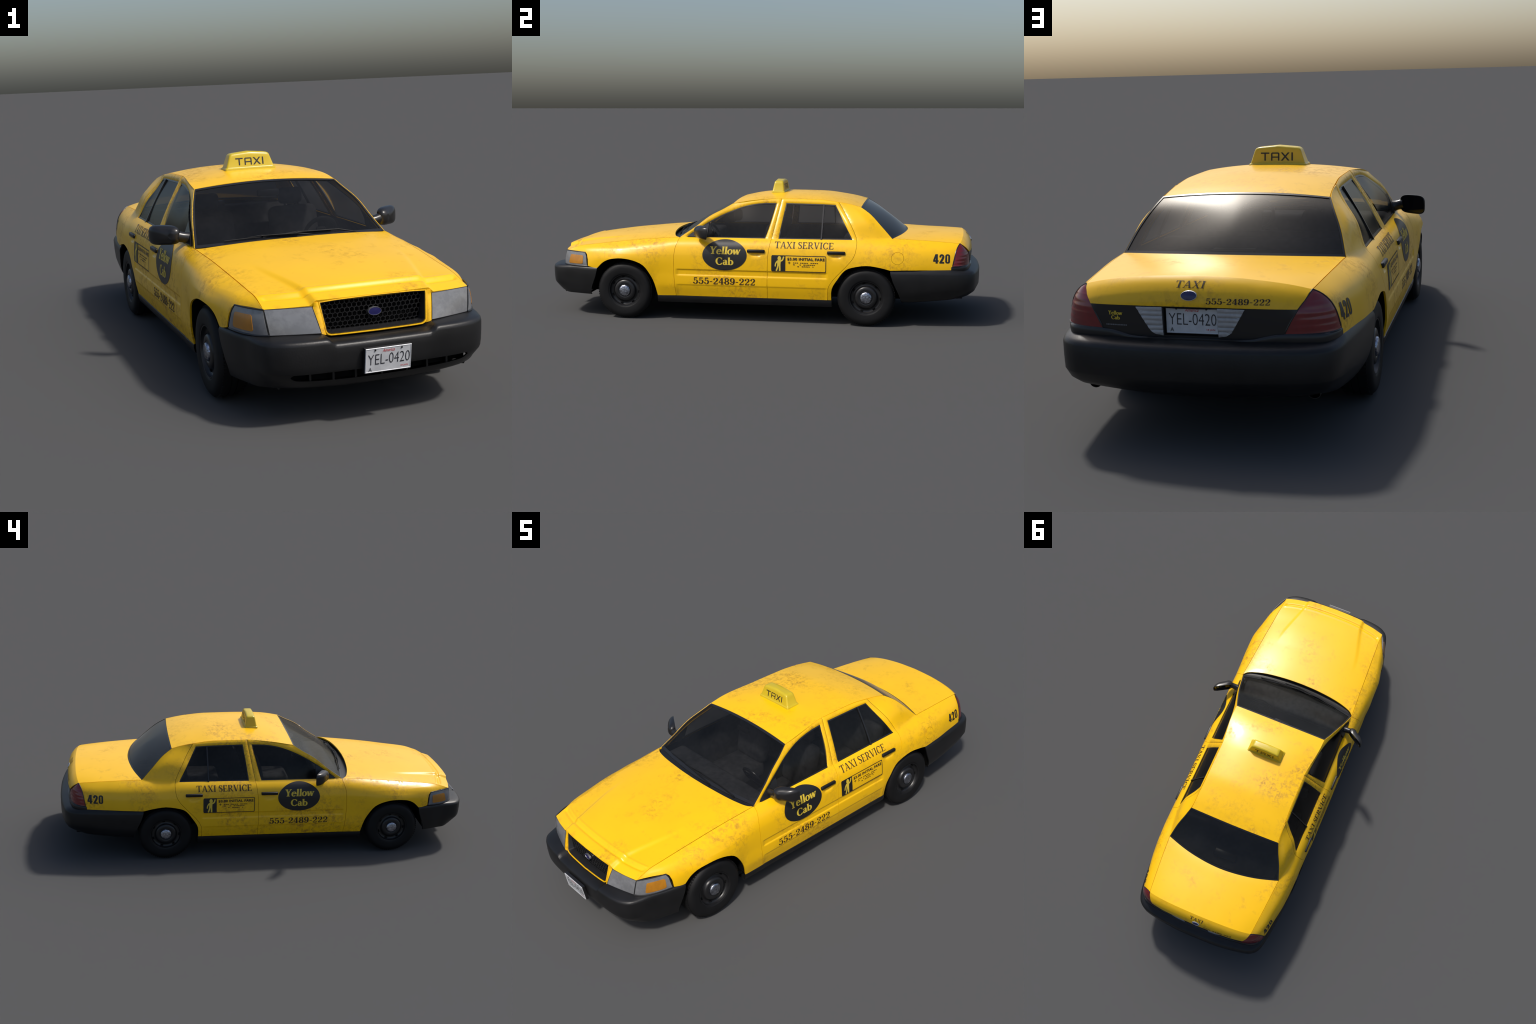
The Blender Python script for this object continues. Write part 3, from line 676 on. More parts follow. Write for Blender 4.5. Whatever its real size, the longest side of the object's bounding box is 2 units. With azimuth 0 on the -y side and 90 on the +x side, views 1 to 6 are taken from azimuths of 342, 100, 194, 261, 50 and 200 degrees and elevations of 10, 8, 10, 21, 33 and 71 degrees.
# ----------------------------------------------------------------- bumpers
def half_path(pts):
    P = np.array(pts, float); s = np.concatenate([[0], np.cumsum(np.linalg.norm(np.diff(P, axis=0), axis=1))])
    d = spline(pts, 10); return np.array(d)
def bumper(name, plan, rows, y_end, wfun, dz, sgn, cutter=None):
    """plan: half outline in (x, y); rows: (z, inset at the end face, inset at the sides)"""
    P = half_path(plan); full = np.vstack([P[::-1] * [-1, 1], P[1:]])
    T = np.gradient(full, axis=0); T /= np.linalg.norm(T, axis=1, keepdims=True); Nn = np.stack([T[:, 1], -T[:, 0]], 1)
    if (Nn[len(Nn) // 2][1]) * sgn < 0: Nn = -Nn
    V = []
    for (z, i0, i1) in rows:
        Q = np.array([p - n_ * (i0 * wfun(p[1]) + i1 * (1 - wfun(p[1]))) for p, n_ in zip(full, Nn)])
        ye = y_end(z); ok = (Q[:, 1] - ye) * sgn >= 0; a, b = np.argmax(ok), len(ok) - 1 - np.argmax(ok[::-1])
        def cut(i, j): t = (ye - Q[i, 1]) / (Q[j, 1] - Q[i, 1]); return Q[i] + (Q[j] - Q[i]) * t
        if a > 0: Q[:a] = cut(a, a - 1)                    # trim the slanting ends at the wheel arch
        if b < len(Q) - 1: Q[b + 1:] = cut(b, b + 1)
        V += [(q[0], q[1], z + dz(q[0], q[1], z)) for q in Q]
    n = len(full); F = [(j * n + i, j * n + i + 1, (j + 1) * n + i + 1, (j + 1) * n + i) for j in range(len(rows) - 1) for i in range(n - 1)]
    V, F = shell(np.array(V), F, .005, (0, sgn, 0))
    me = mesh(name, V, F, 40); ob = add(name, me, PLASTIC)
    if cutter is not None:
        cm = mesh('slot', *cutter); co = bpy.data.objects.new('slot', cm); bpy.context.scene.collection.objects.link(co)
        md = ob.modifiers.new('b', 'BOOLEAN'); md.operation = 'DIFFERENCE'; md.object = co; md.solver = 'EXACT'
        dg = bpy.context.evaluated_depsgraph_get(); m2 = bpy.data.meshes.new_from_object(ob.evaluated_get(dg)); ob.modifiers.clear(); ob.data = m2
        bpy.data.objects.remove(co); m2.set_sharp_from_angle(angle=math.radians(40))
    return ob
FB = [(0, -.981), (.07, -.9805), (.14, -.978), (.20, -.974), (.246, -.965), (.277, -.950), (.297, -.930), (.3105, -.896), (.322, -.85), (.337, -.80), (.347, -.755), (.353, -.715)]
def fdz(x, y, z):
    k = 1 - smooth(.126, .150, abs(x))
    return float(-.0125 * k * smooth(.17, .215, z)) - .0085 * float(smooth(.28, .08, abs(x))) * float(z < .12)
slot = [(.238 * math.copysign(1, c) if 0 else x, z) for x, z in []]
slot = spline([(-.236, .1435), (-.15, .1430), (0, .1425), (.15, .1430), (.236, .1435)], 4) + spline([(.242, .1375), (.234, .129), (.21, .1225), (.12, .117), (0, .1155), (-.12, .117), (-.21, .1225), (-.234, .129), (-.242, .1375)], 4)
n = len(slot); cV = [(x, -1.05, z) for x, z in slot] + [(x, -.88, z) for x, z in slot]
cF = [tuple(range(n)), tuple(reversed(range(n, 2 * n)))] + [(i, n + i, n + (i + 1) % n, (i + 1) % n) for i in range(n)]
bmc = bmesh.new(); bvs = [bmc.verts.new(c) for c in cV]; [bmc.faces.new([bvs[i] for i in t]) for t in cF]; bmesh.ops.recalc_face_normals(bmc, faces=bmc.faces); bmc.verts.index_update()
cV = [tuple(v.co) for v in bmc.verts]; cF = [tuple(v.index for v in fa.verts) for fa in bmc.faces]; bmc.free()
fb = bumper('front_bumper', FB, [(.2325, .052, .02), (.2305, .035, .012), (.2285, .018, .006), (.2255, .007, .003), (.2215, .0018, .001), (.214, 0, 0), (.19, 0, .0005), (.165, .001, .002), (.150, .003, .003), (.143, .006, .004), (.125, .0205, .007), (.108, .036, .010), (.102, .045, .013), (.1005, .10, .022)],
            lambda z: -.722 - .034 * (1 - float(smooth(.105, .226, z))), lambda y: float(smooth(-.86, -.945, y)), fdz, -1, (cV, cF))
parts = [grid(lambda x, z: (x, -.935 + .25 * x * x, z), np.linspace(-.25, .25, 16), np.linspace(.1175, .150, 3))]
V, F = join(*parts); add('intake_backing', mesh('intake_backing', V, orient(V, F, (0, -1, 0))), DARK, fb)
for x in (-.187, -.128, -.07, .0, .07, .128, .187):
    V, F = box(x, -.946 + .35 * x * x, .130, .0055, .022, .026); add('intake_rib', mesh('intake_rib', V, F), PLASTIC, fb)
RB = [(0, .997), (.1, .995), (.2, .985), (.262, .9735), (.29, .963), (.311, .946), (.324, .925), (.334, .895), (.342, .85), (.3505, .78), (.357, .70), (.362, .62), (.364, .59)]
rb = bumper('rear_bumper', RB, [(.2565, .055, .016), (.2555, .042, .012), (.252, .026, .009), (.246, .010, .0055), (.240, .003, .002), (.233, 0, 0), (.20, 0, .001), (.165, .001, .004), (.148, .004, .008), (.132, .013, .014), (.118, .032, .022), (.110, .052, .028), (.107, .075, .036), (.1075, .13, .10)],
            lambda z: .655 - .048 * float(smooth(.10, .25, z)), lambda y: float(smooth(.86, .95, y)), lambda x, y, z: .018 * float(smooth(.66, .95, y)) * float(smooth(.175, .15, z)) - .009 * float(smooth(.30, .05, abs(x))) * float(smooth(.16, .12, z)) * float(y > .8), 1)

# ----------------------------------------------------------------- wheels
def arc_prof(pts): return [(r, o) for r, o in pts]
# outer face at +; (radius, x offset from wheel centre plane)
TY = [(.072, .040), (.075, .0435), (.080, .0445), (.090, .0455), (.102, .046), (.112, .0445), (.1185, .0405), (.1225, .0345), (.1245, .030), (.1255, .0285), (.126, .020), (.1263, .0105), (.1235, .0100), (.1235, .0075), (.1263, .0070), (.1265, 0)]
TY = TY + [(r, -o) for r, o in reversed(TY[:-1])]
V, F = lathe(TY, 96); V = V.copy()
ang = np.arctan2(V[:, 2], V[:, 1]); rr = np.hypot(V[:, 1], V[:, 2])
V = np.array(V); TYRE = mesh('tyre', V, orient(V, F, (0, 0, 0)) if 0 else F, 40, RUBBER)
# tread blocks: small transverse bars round the shoulder
tb = []
for k in range(72):
    a = 2 * math.pi * k / 72
    for sx in (1, -1):
        v_, f_ = box(sx * .0275, 0, 0, .011, .0062, .0022); c, s = math.cos(a), math.sin(a)
        v2 = v_.copy(); v2[:, 2] = v_[:, 2] + .1253; y_ = v2[:, 1] * c - v2[:, 2] * s; z_ = v2[:, 1] * s + v2[:, 2] * c; v2[:, 1] = y_; v2[:, 2] = z_; tb.append((v2, f_))
V, F = join(*tb); TREAD = mesh('tread', V, F, 40, RUBBER)
RIMP = [(.0735, .0405), (.0725, .0425), (.0705, .042), (.069, .036), (.067, .031), (.064, .0285), (.058, .0275), (.053, .0285), (.0495, .032), (.048, .0365), (.046, .0395), (.040, .0415), (.034, .042), (.030, .0415), (.0285, .040), (.026, .040), (.001, .040)]
V, F = lathe(RIMP, 64); RIM = mesh('rim', V, F, 40, STEEL)
CAPP = [(.0262, .0385), (.0258, .0425), (.0245, .0455), (.021, .0475), (.017, .0484), (.012, .0492), (.006, .0496), (.0004, .0497)]
V, F = lathe(CAPP, 40)
CAP = mesh('hub_cap', V, F, 50, CHROME)
sl = []
for k in range(7):
    a = 2 * math.pi * k / 7 + .15; v_, f_ = box(.0300, 0, .0615, .004, .0125, .0052, .0012, 2); c, s = math.cos(a), math.sin(a)
    v2 = v_.copy(); v2[:, 1] = v_[:, 1] * c - v_[:, 2] * s; v2[:, 2] = v_[:, 1] * s + v_[:, 2] * c; sl.append((v2, f_))
V, F = join(*sl); SLOT = mesh('rim_slot', V, F, 40, DARK)
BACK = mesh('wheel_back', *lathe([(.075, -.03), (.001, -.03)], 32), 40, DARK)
for me in (TYRE, RIM, CAP, BACK, TREAD, SLOT):
    b = bmesh.new(); b.from_mesh(me); bmesh.ops.recalc_face_normals(b, faces=b.faces); b.to_mesh(me); b.free()
for sx in (1, -1):
    for wy, rot in ((-.5915, .0), (.503, .9)):
        w = bpy.data.objects.new('wheel', None); bpy.context.scene.collection.objects.link(w); w.parent = ROOT
        w.location = (sx * .309, wy, .1268); w.rotation_euler = (rot, 0, 0 if sx > 0 else math.pi)
        for nm, me in (('tyre', TYRE), ('tread', TREAD), ('rim', RIM), ('hub_cap', CAP), ('rim_slot', SLOT), ('wheel_back', BACK)):
            o = add(nm, me, None, w)
            if nm in ('tread', 'rim_slot'): o['kind'] = 'stuff'

# wheel housings
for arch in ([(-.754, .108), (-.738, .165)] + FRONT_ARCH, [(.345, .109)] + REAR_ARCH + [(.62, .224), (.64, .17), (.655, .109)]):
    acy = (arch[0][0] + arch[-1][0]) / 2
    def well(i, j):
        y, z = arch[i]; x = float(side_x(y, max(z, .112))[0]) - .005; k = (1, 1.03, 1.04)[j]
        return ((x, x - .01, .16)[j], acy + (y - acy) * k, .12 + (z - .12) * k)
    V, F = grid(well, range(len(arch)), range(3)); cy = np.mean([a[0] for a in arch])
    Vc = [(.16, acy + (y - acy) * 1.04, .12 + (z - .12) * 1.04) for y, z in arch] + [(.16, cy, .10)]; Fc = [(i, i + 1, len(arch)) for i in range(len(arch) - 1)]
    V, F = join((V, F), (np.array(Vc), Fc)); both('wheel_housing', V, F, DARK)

# ----------------------------------------------------------------- mirrors
def mirror_body(u, v):
    """u round the housing outline, v from the rear rim (0) to the nose (1)"""
    a = u; ex = .55
    c, s = math.cos(a), math.sin(a); lx = math.copysign(abs(c) ** ex, c); lz = math.copysign(abs(s) ** ex, s)
    k = (1 - v ** 2.6) ** .5 if v < 1 else 0; k = max(k, .0)
    xc, zc = .3685, .4015; hx, hz = .0425, .0302 + .002 * c
    x = xc + hx * lx * (.30 + .70 * k if v < .999 else .3 * 0) if 0 else xc + hx * lx * k
    z = zc + hz * lz * k - .003 * (lx * .5 - .5) * 0
    yr = -.2195 + (x - .3655) * .60                       # slanted rear rim
    return (x, yr - .036 * v - .004 * v * (x < .36), z)
us = np.linspace(0, 2 * math.pi, 41); vs = list(np.linspace(0, .8, 9)) + [.87, .92, .96, .985, .998, 1.0]
V, F = grid(mirror_body, us, vs); V, F = shell(V, F, .003, (0, -1, 0)); mir = both('side_mirror', V, F, TRIM, angle=60)
for m_ in mir:
    b = bmesh.new(); b.from_mesh(m_.data); bmesh.ops.remove_doubles(b, verts=b.verts, dist=1e-5); bmesh.ops.recalc_face_normals(b, faces=b.faces); b.to_mesh(m_.data); b.free()
gl = [(mirror_body(a, 0)) for a in us[:-1]]; c0 = np.mean(gl, axis=0); gV = np.array([c0 + (np.array(p) - c0) * .93 + np.array((0, -.007, 0)) for p in gl] + [c0 + np.array((0, -.007, 0))])
both('mirror_pane', gV, orient(gV, [(i, (i + 1) % 40, 40) for i in range(40)], (0, 1, 0)), MIRROR, mir)
V, F = tube([(.288, -.252, .388), (.303, -.252, .391), (.318, -.252, .394), (.336, -.250, .398)], [.019, .0155, .014, .015], 14); V[:, 2] = .391 + (V[:, 2] - .391) * 1.15
both('mirror_arm', V, F, TRIM, mir)
tri = [(-.305, .3745), (-.214, .3745), (-.209, .4385), (-.262, .4055)]
v, f = panel(tri, (), .015); V, F = shell(side_pt(.002)(v), f, .008, (1, 0, 0)); both('mirror_base', V, F, TRIM, mir)

# ----------------------------------------------------------------- roof sign
def sign_shape(rows, nz=6):
    """stack of rounded rectangles (z, half x, y0, y1, corner radius, crown)"""
    V = []; n = 0
    for z, hx, y0, y1, r, cr in rows:
        ring = []
        for cx, cy, a0 in ((hx - r, y1 - r, 0), (-hx + r, y1 - r, 90), (-hx + r, y0 + r, 180), (hx - r, y0 + r, 270)):
            ring += [(cx + r * math.cos(math.radians(a0 + 90 * k / nz)), cy + r * math.sin(math.radians(a0 + 90 * k / nz))) for k in range(nz + 1)]
        P = resample(ring, .0001) if 0 else ring
        # split long edges so the crown shows
        o = []
        for i in range(len(P)):
            a, b = np.array(P[i]), np.array(P[(i + 1) % len(P)]); k = 12 if (i % (nz + 1)) == nz else 1
            o += [a + (b - a) * j / k for j in range(k)]
        n = len(o); V += [(p[0], p[1], z + cr * (1 - min(1, abs(p[0]) / .062)) ** 1.0) for p in o]
    m = len(rows); F = [(j * n + i, j * n + (i + 1) % n, (j + 1) * n + (i + 1) % n, (j + 1) * n + i) for j in range(m - 1) for i in range(n)]
    F.append(tuple((m - 1) * n + i for i in range(n)))
    return np.array(V), F
SG = [(.545, .0895, .0405, .1055, .006, 0), (.5605, .0890, .041, .105, .006, 0), (.5635, .0878, .042, .104, .006, 0), (.5655, .0845, .0445, .1015, .006, 0), (.568, .0828, .0455, .1005, .006, 0),
      (.598, .0728, .0515, .0965, .006, .002), (.6055, .0702, .0530, .0952, .0065, .003), (.6095, .0672, .0550, .0935, .007, .004), (.6118, .0630, .0580, .0905, .007, .005), (.6127, .057, .062, .0865, .006, .0055)]
V, F = sign_shape(SG); sign = add('roof_sign', mesh('roof_sign', V, F, 30), SIGN)

# ----------------------------------------------------------------- lettering
def bez(pts, n=5): return [np.array(p) for p in spline(pts, n)]
def ribbon(pts, w, n=5, curve=True):
    """stroke with varying width as quads"""
    P = bez(pts, n) if curve else [np.array(p, float) for p in pts]
    if np.isscalar(w): W = [w] * len(P)
    else: W = np.interp(np.linspace(0, 1, len(P)), np.linspace(0, 1, len(w)), w)
    o = []; L_, R_ = [], []
    for i, p in enumerate(P):
        t = P[min(i + 1, len(P) - 1)] - P[max(i - 1, 0)]; t = t / (np.linalg.norm(t) + 1e-9); m = np.array((-t[1], t[0])) * W[i] / 2
        L_.append(p + m); R_.append(p - m)
    for i in range(len(P) - 1): o.append([tuple(L_[i]), tuple(L_[i + 1]), tuple(R_[i + 1]), tuple(R_[i])])
    return o
def rect(x0, y0, x1, y1): return [[(x0, y0), (x1, y0), (x1, y1), (x0, y1)]]
def slab(x0, x1, w, y0=0., y1=1.): return [[(x0 - w / 2, y0), (x0 + w / 2, y0), (x1 + w / 2, y1), (x1 - w / 2, y1)]]
def oval(cx, cy, rx, ry, k, n_, a0=0, a1=360):
    """elliptical stroke, thick at the flanks and thin at top and foot"""
    A = np.radians(np.linspace(a0, a1, max(8, int(abs(a1 - a0) / 12)))); P = [(cx + rx * math.cos(a), cy + ry * math.sin(a)) for a in A]
    W = [n_ + (k - n_) * abs(math.cos(a)) ** 1.3 for a in A]; o = []
    for i in range(len(P) - 1):
        q = []
        for (x, y), w, a in ((P[i], W[i], A[i]), (P[i + 1], W[i + 1], A[i + 1])):
            m = np.array((math.cos(a) / rx, math.sin(a) / ry)); m = m / np.linalg.norm(m) * w / 2; q.append(((x + m[0], y + m[1]), (x - m[0], y - m[1])))
        o.append([q[0][0], q[1][0], q[1][1], q[0][1]])
    return o
def serif_font(k, n):
    """roman glyphs, cap height 1: k thick stroke, n hairline and serif"""
    s = max(n, .05); G = {}
    def foot(x, w=.17, y=0): return rect(x - w, y, x + w, y + s)
    def head(x, w=.17): return foot(x, w, 1 - s)
    h = k / 2
    G['T'] = (.86, rect(.03, 1 - s, .83, 1) + rect(.43 - h, 0, .43 + h, 1) + foot(.43, .2) + [[(.03, 1), (.03, .76), (.07, .76), (.13, 1)]] + [[(.83, 1), (.83, .76), (.79, .76), (.73, 1)]])
    G['A'] = (.92, slab(.12, .43, n * 1.2) + slab(.76, .47, k) + rect(.22, .32, .64, .32 + s) + foot(.13, .12) + foot(.77, .15))
    G['X'] = (.9, slab(.72, .16, k) + slab(.14, .72, n * 1.2) + foot(.15, .12) + foot(.72, .16) + head(.17, .16) + head(.71, .12))
    G['I'] = (.46, rect(.23 - h, 0, .23 + h, 1) + foot(.23) + head(.23))
    G['E'] = (.80, rect(.2 - h, 0, .2 + h, 1) + rect(.04, 0, .72, s) + rect(.04, 1 - s, .68, 1) + rect(.2, .49, .52, .49 + s) + [[(.72, 0), (.72, .26), (.69, .26), (.6, 0)]] + [[(.68, 1), (.68, .76), (.65, .76), (.56, 1)]] + [[(.54, .36), (.54, .66), (.5, .54), (.5, .48)]])
    G['R'] = (.88, rect(.2 - h, 0, .2 + h, 1) + foot(.2) + rect(.04, 1 - s, .45, 1) + rect(.2, .48, .45, .48 + s) + oval(.43, .745, .2, .235, k, s, -90, 90) + slab(.76, .42, k, 0, .5) + foot(.78, .1))
    G['V'] = (.88, slab(.45, .17, k) + slab(.47, .74, n * 1.2) + head(.17, .16) + head(.74, .12))
    G['C'] = (.86, oval(.47, .5, .35, .48, k, s, 42, 318) + [[(.78, .98), (.78, .68), (.74, .68), (.66, .86)]] + [[(.74, .14), (.78, .3), (.72, .25), (.66, .14)]])
    G['S'] = (.68, ribbon([(.56, .80), (.50, .93), (.34, .975), (.17, .90), (.13, .76), (.24, .62), (.42, .50), (.55, .36), (.55, .18), (.42, .05), (.27, .03), (.14, .10), (.09, .24)], [s, s, s, k * .7, k, k * 1.1, k * 1.1, k, k * .8, s, s, s, s]) + [[(.58, 1), (.58, .7), (.55, .7), (.5, .93)]] + [[(.08, 0), (.08, .3), (.11, .3), (.16, .07)]])
    G['0'] = (.66, oval(.33, .5, .22, .47, k, s))
    G['8'] = (.66, oval(.33, .745, .18, .23, k * .9, s) + oval(.33, .265, .22, .24, k, s))
    G['9'] = (.66, oval(.33, .68, .21, .30, k, s) + ribbon([(.54, .68), (.53, .4), (.44, .14), (.28, .03), (.14, .1)], [k * .9, k, k * .7, s, s]) + oval(.15, .15, .05, .055, .1, .1))
    G['2'] = (.66, ribbon([(.11, .74), (.16, .9), (.32, .975), (.48, .90), (.54, .74), (.47, .55), (.30, .34), (.14, .16), (.08, .04)], [s, s, s, k * .8, k, k * .8, s * 1.4, s, s]) + oval(.15, .74, .05, .055, .1, .1) + [[(.06, .0), (.56, .0), (.60, .26), (.56, .26), (.50, .12), (.2, .14)]])
    G['4'] = (.68, rect(.40 - h + .04, 0, .40 + h + .04, 1) + slab(.06, .40, n * 1.3, .28, 1) + rect(.03, .26, .64, .26 + s * 1.1) + foot(.44, .16))
    G['5'] = (.66, rect(.14, .5, .14 + n * 1.2, 1) + [[(.14, 1), (.14, .86), (.5, .86), (.55, 1)]] + ribbon([(.15, .52), (.24, .61), (.38, .62), (.51, .52), (.55, .34), (.48, .13), (.33, .03), (.19, .05), (.11, .17)], [s, s, s, k * .9, k, k * .8, s, s, s]) + oval(.13, .19, .05, .055, .1, .1))
    G['-'] = (.42, rect(.06, .36, .36, .36 + s * 1.6))
    G[' '] = (.34, [])
    G['Y'] = (.86, slab(.43, .19, k, .42, 1) + slab(.44, .70, n * 1.4, .42, 1) + rect(.43 - h, 0, .43 + h, .5) + foot(.43, .2) + head(.2, .18) + head(.7, .14))
    x = .66
    G['e'] = (.62, oval(.31, x / 2, .21, x / 2 - .02, k, s, 0, 322) + rect(.14, .34, .52, .34 + s))
    G['l'] = (.38, rect(.19 - h, 0, .19 + h, 1.02) + foot(.19, .16) + rect(.05, 1.02 - s, .19, 1.02))
    G['o'] = (.64, oval(.32, x / 2, .22, x / 2 - .02, k, s))
    G['w'] = (.94, slab(.28, .13, k, 0, x) + slab(.30, .47, n * 1.3, 0, x) + slab(.64, .47, k, 0, x) + slab(.66, .83, n * 1.3, 0, x) + rect(.0, x - s, .27, x) + rect(.36, x - s, .6, x) + rect(.72, x - s, .93, x))
    G['a'] = (.64, rect(.42 - h, .06, .42 + h, .48) + ribbon([(.12, .5), (.18, .62), (.3, .65), (.40, .6), (.42, .46)], [k * .8, s, s, k * .7, k]) + oval(.27, .2, .15, .18, k * .9, s) + ribbon([(.42, .12), (.5, .03), (.6, .06)], [k * .8, s, s]))
    G['b'] = (.66, rect(.15 - h, 0, .15 + h, 1.02) + rect(.02, 1.02 - s, .15, 1.02) + oval(.35, x / 2, .21, x / 2 - .02, k, s))
    return G
ROMAN = serif_font(.165, .06); BODONI = serif_font(.19, .062); HEAVY = serif_font(.22, .085)
# condensed poster numerals
POSTER = {'4': (.60, rect(.28, 0, .50, 1) + [[(.02, .20), (.58, .20), (.58, .36), (.02, .36)]] + [[(.02, .36), (.20, .36), (.40, 1), (.24, 1)]]),
          '2': (.56, ribbon([(.13, .66), (.14, .84), (.28, .91), (.42, .82), (.42, .66), (.32, .42), (.15, .14)], [.2, .2, .18, .2, .22, .22, .2], 4) + rect(.03, 0, .53, .17)),
          '0': (.56, rect(.03, .2, .22, .8) + rect(.34, .2, .53, .8) + oval(.28, .80, .155, .12, .19, .15, 0, 180) + oval(.28, .20, .155, .12, .19, .15, 180, 360))}
SQUARE = {'T': (1.0, rect(.02, .84, .94, 1) + rect(.40, 0, .56, .9)), 'A': (.98, rect(.03, 0, .18, .84) + rect(.78, 0, .93, .84) + rect(.19, .85, .77, 1) + rect(.1, .36, .85, .5) + oval(.19, .84, .08, .08, .16, .16, 90, 180) + oval(.77, .84, .08, .08, .16, .16, 0, 90)), 'X': (1.0, slab(.10, .86, .2) + slab(.86, .10, .2)), 'I': (.26, rect(.05, 0, .21, 1))}
def set_text(text, G, track=.0, slant=0.):
    """glyph polygons laid out on a line; returns polygons and width"""
    x = 0; P = []
    for ch in text:
        w, polys = G[ch]; P += [[(px + x + slant * py, py) for px, py in p] for p in polys]; x += w + track
    return P, x
def fit(P, box_, width):
    """scale polygons of given width and unit height into (u0, v0, u1, v1)"""
    u0, v0, u1, v1 = box_
    return [[(u0 + (u1 - u0) * px / width, v0 + (v1 - v0) * py) for px, py in p] for p in P]
def ink(name, polys, place, outward, mat, parent, pts=()):
    """painted marks: polygons on a surface, merged"""
    polys = [resample(p, .004) for p in polys]
    v, f = triangulate(polys, (), pts)
    V = np.array([place(a, b) for a, b in v]); return add(name, mesh(name, V, orient(V, f, outward)), mat, parent)
def font_polys(text, bold=0., spacing=1.0, slant=0.):
    """marks from the built-in font, as mesh data normalised to unit width and cap height"""
    c = bpy.data.curves.new('t', 'FONT'); c.body = text; c.offset = bold; c.space_character = spacing; c.shear = slant; c.resolution_u = 3; c.fill_mode = 'FRONT'
    o = bpy.data.objects.new('t', c); bpy.context.scene.collection.objects.link(o); dg = bpy.context.evaluated_depsgraph_get()
    m = bpy.data.meshes.new_from_object(o.evaluated_get(dg)); V = np.array([tuple(v.co) for v in m.vertices]); F = [tuple(p.vertices) for p in m.polygons]
    bpy.data.objects.remove(o); bpy.data.curves.remove(c); bpy.data.meshes.remove(m)
    lo, hi = V.min(0), V.max(0); V = V[:, :2]; V = (V - lo[:2]) / (hi[:2] - lo[:2]); return V, F
def print_font(name, text, box_, place, outward, mat, parent, **kw):
    V, F = font_polys(text, **kw); u0, v0, u1, v1 = box_
    P = np.array([place(u0 + (u1 - u0) * a, v0 + (v1 - v0) * b) for a, b in V]); return add(name, mesh(name, P, orient(P, F, outward)), mat, parent)

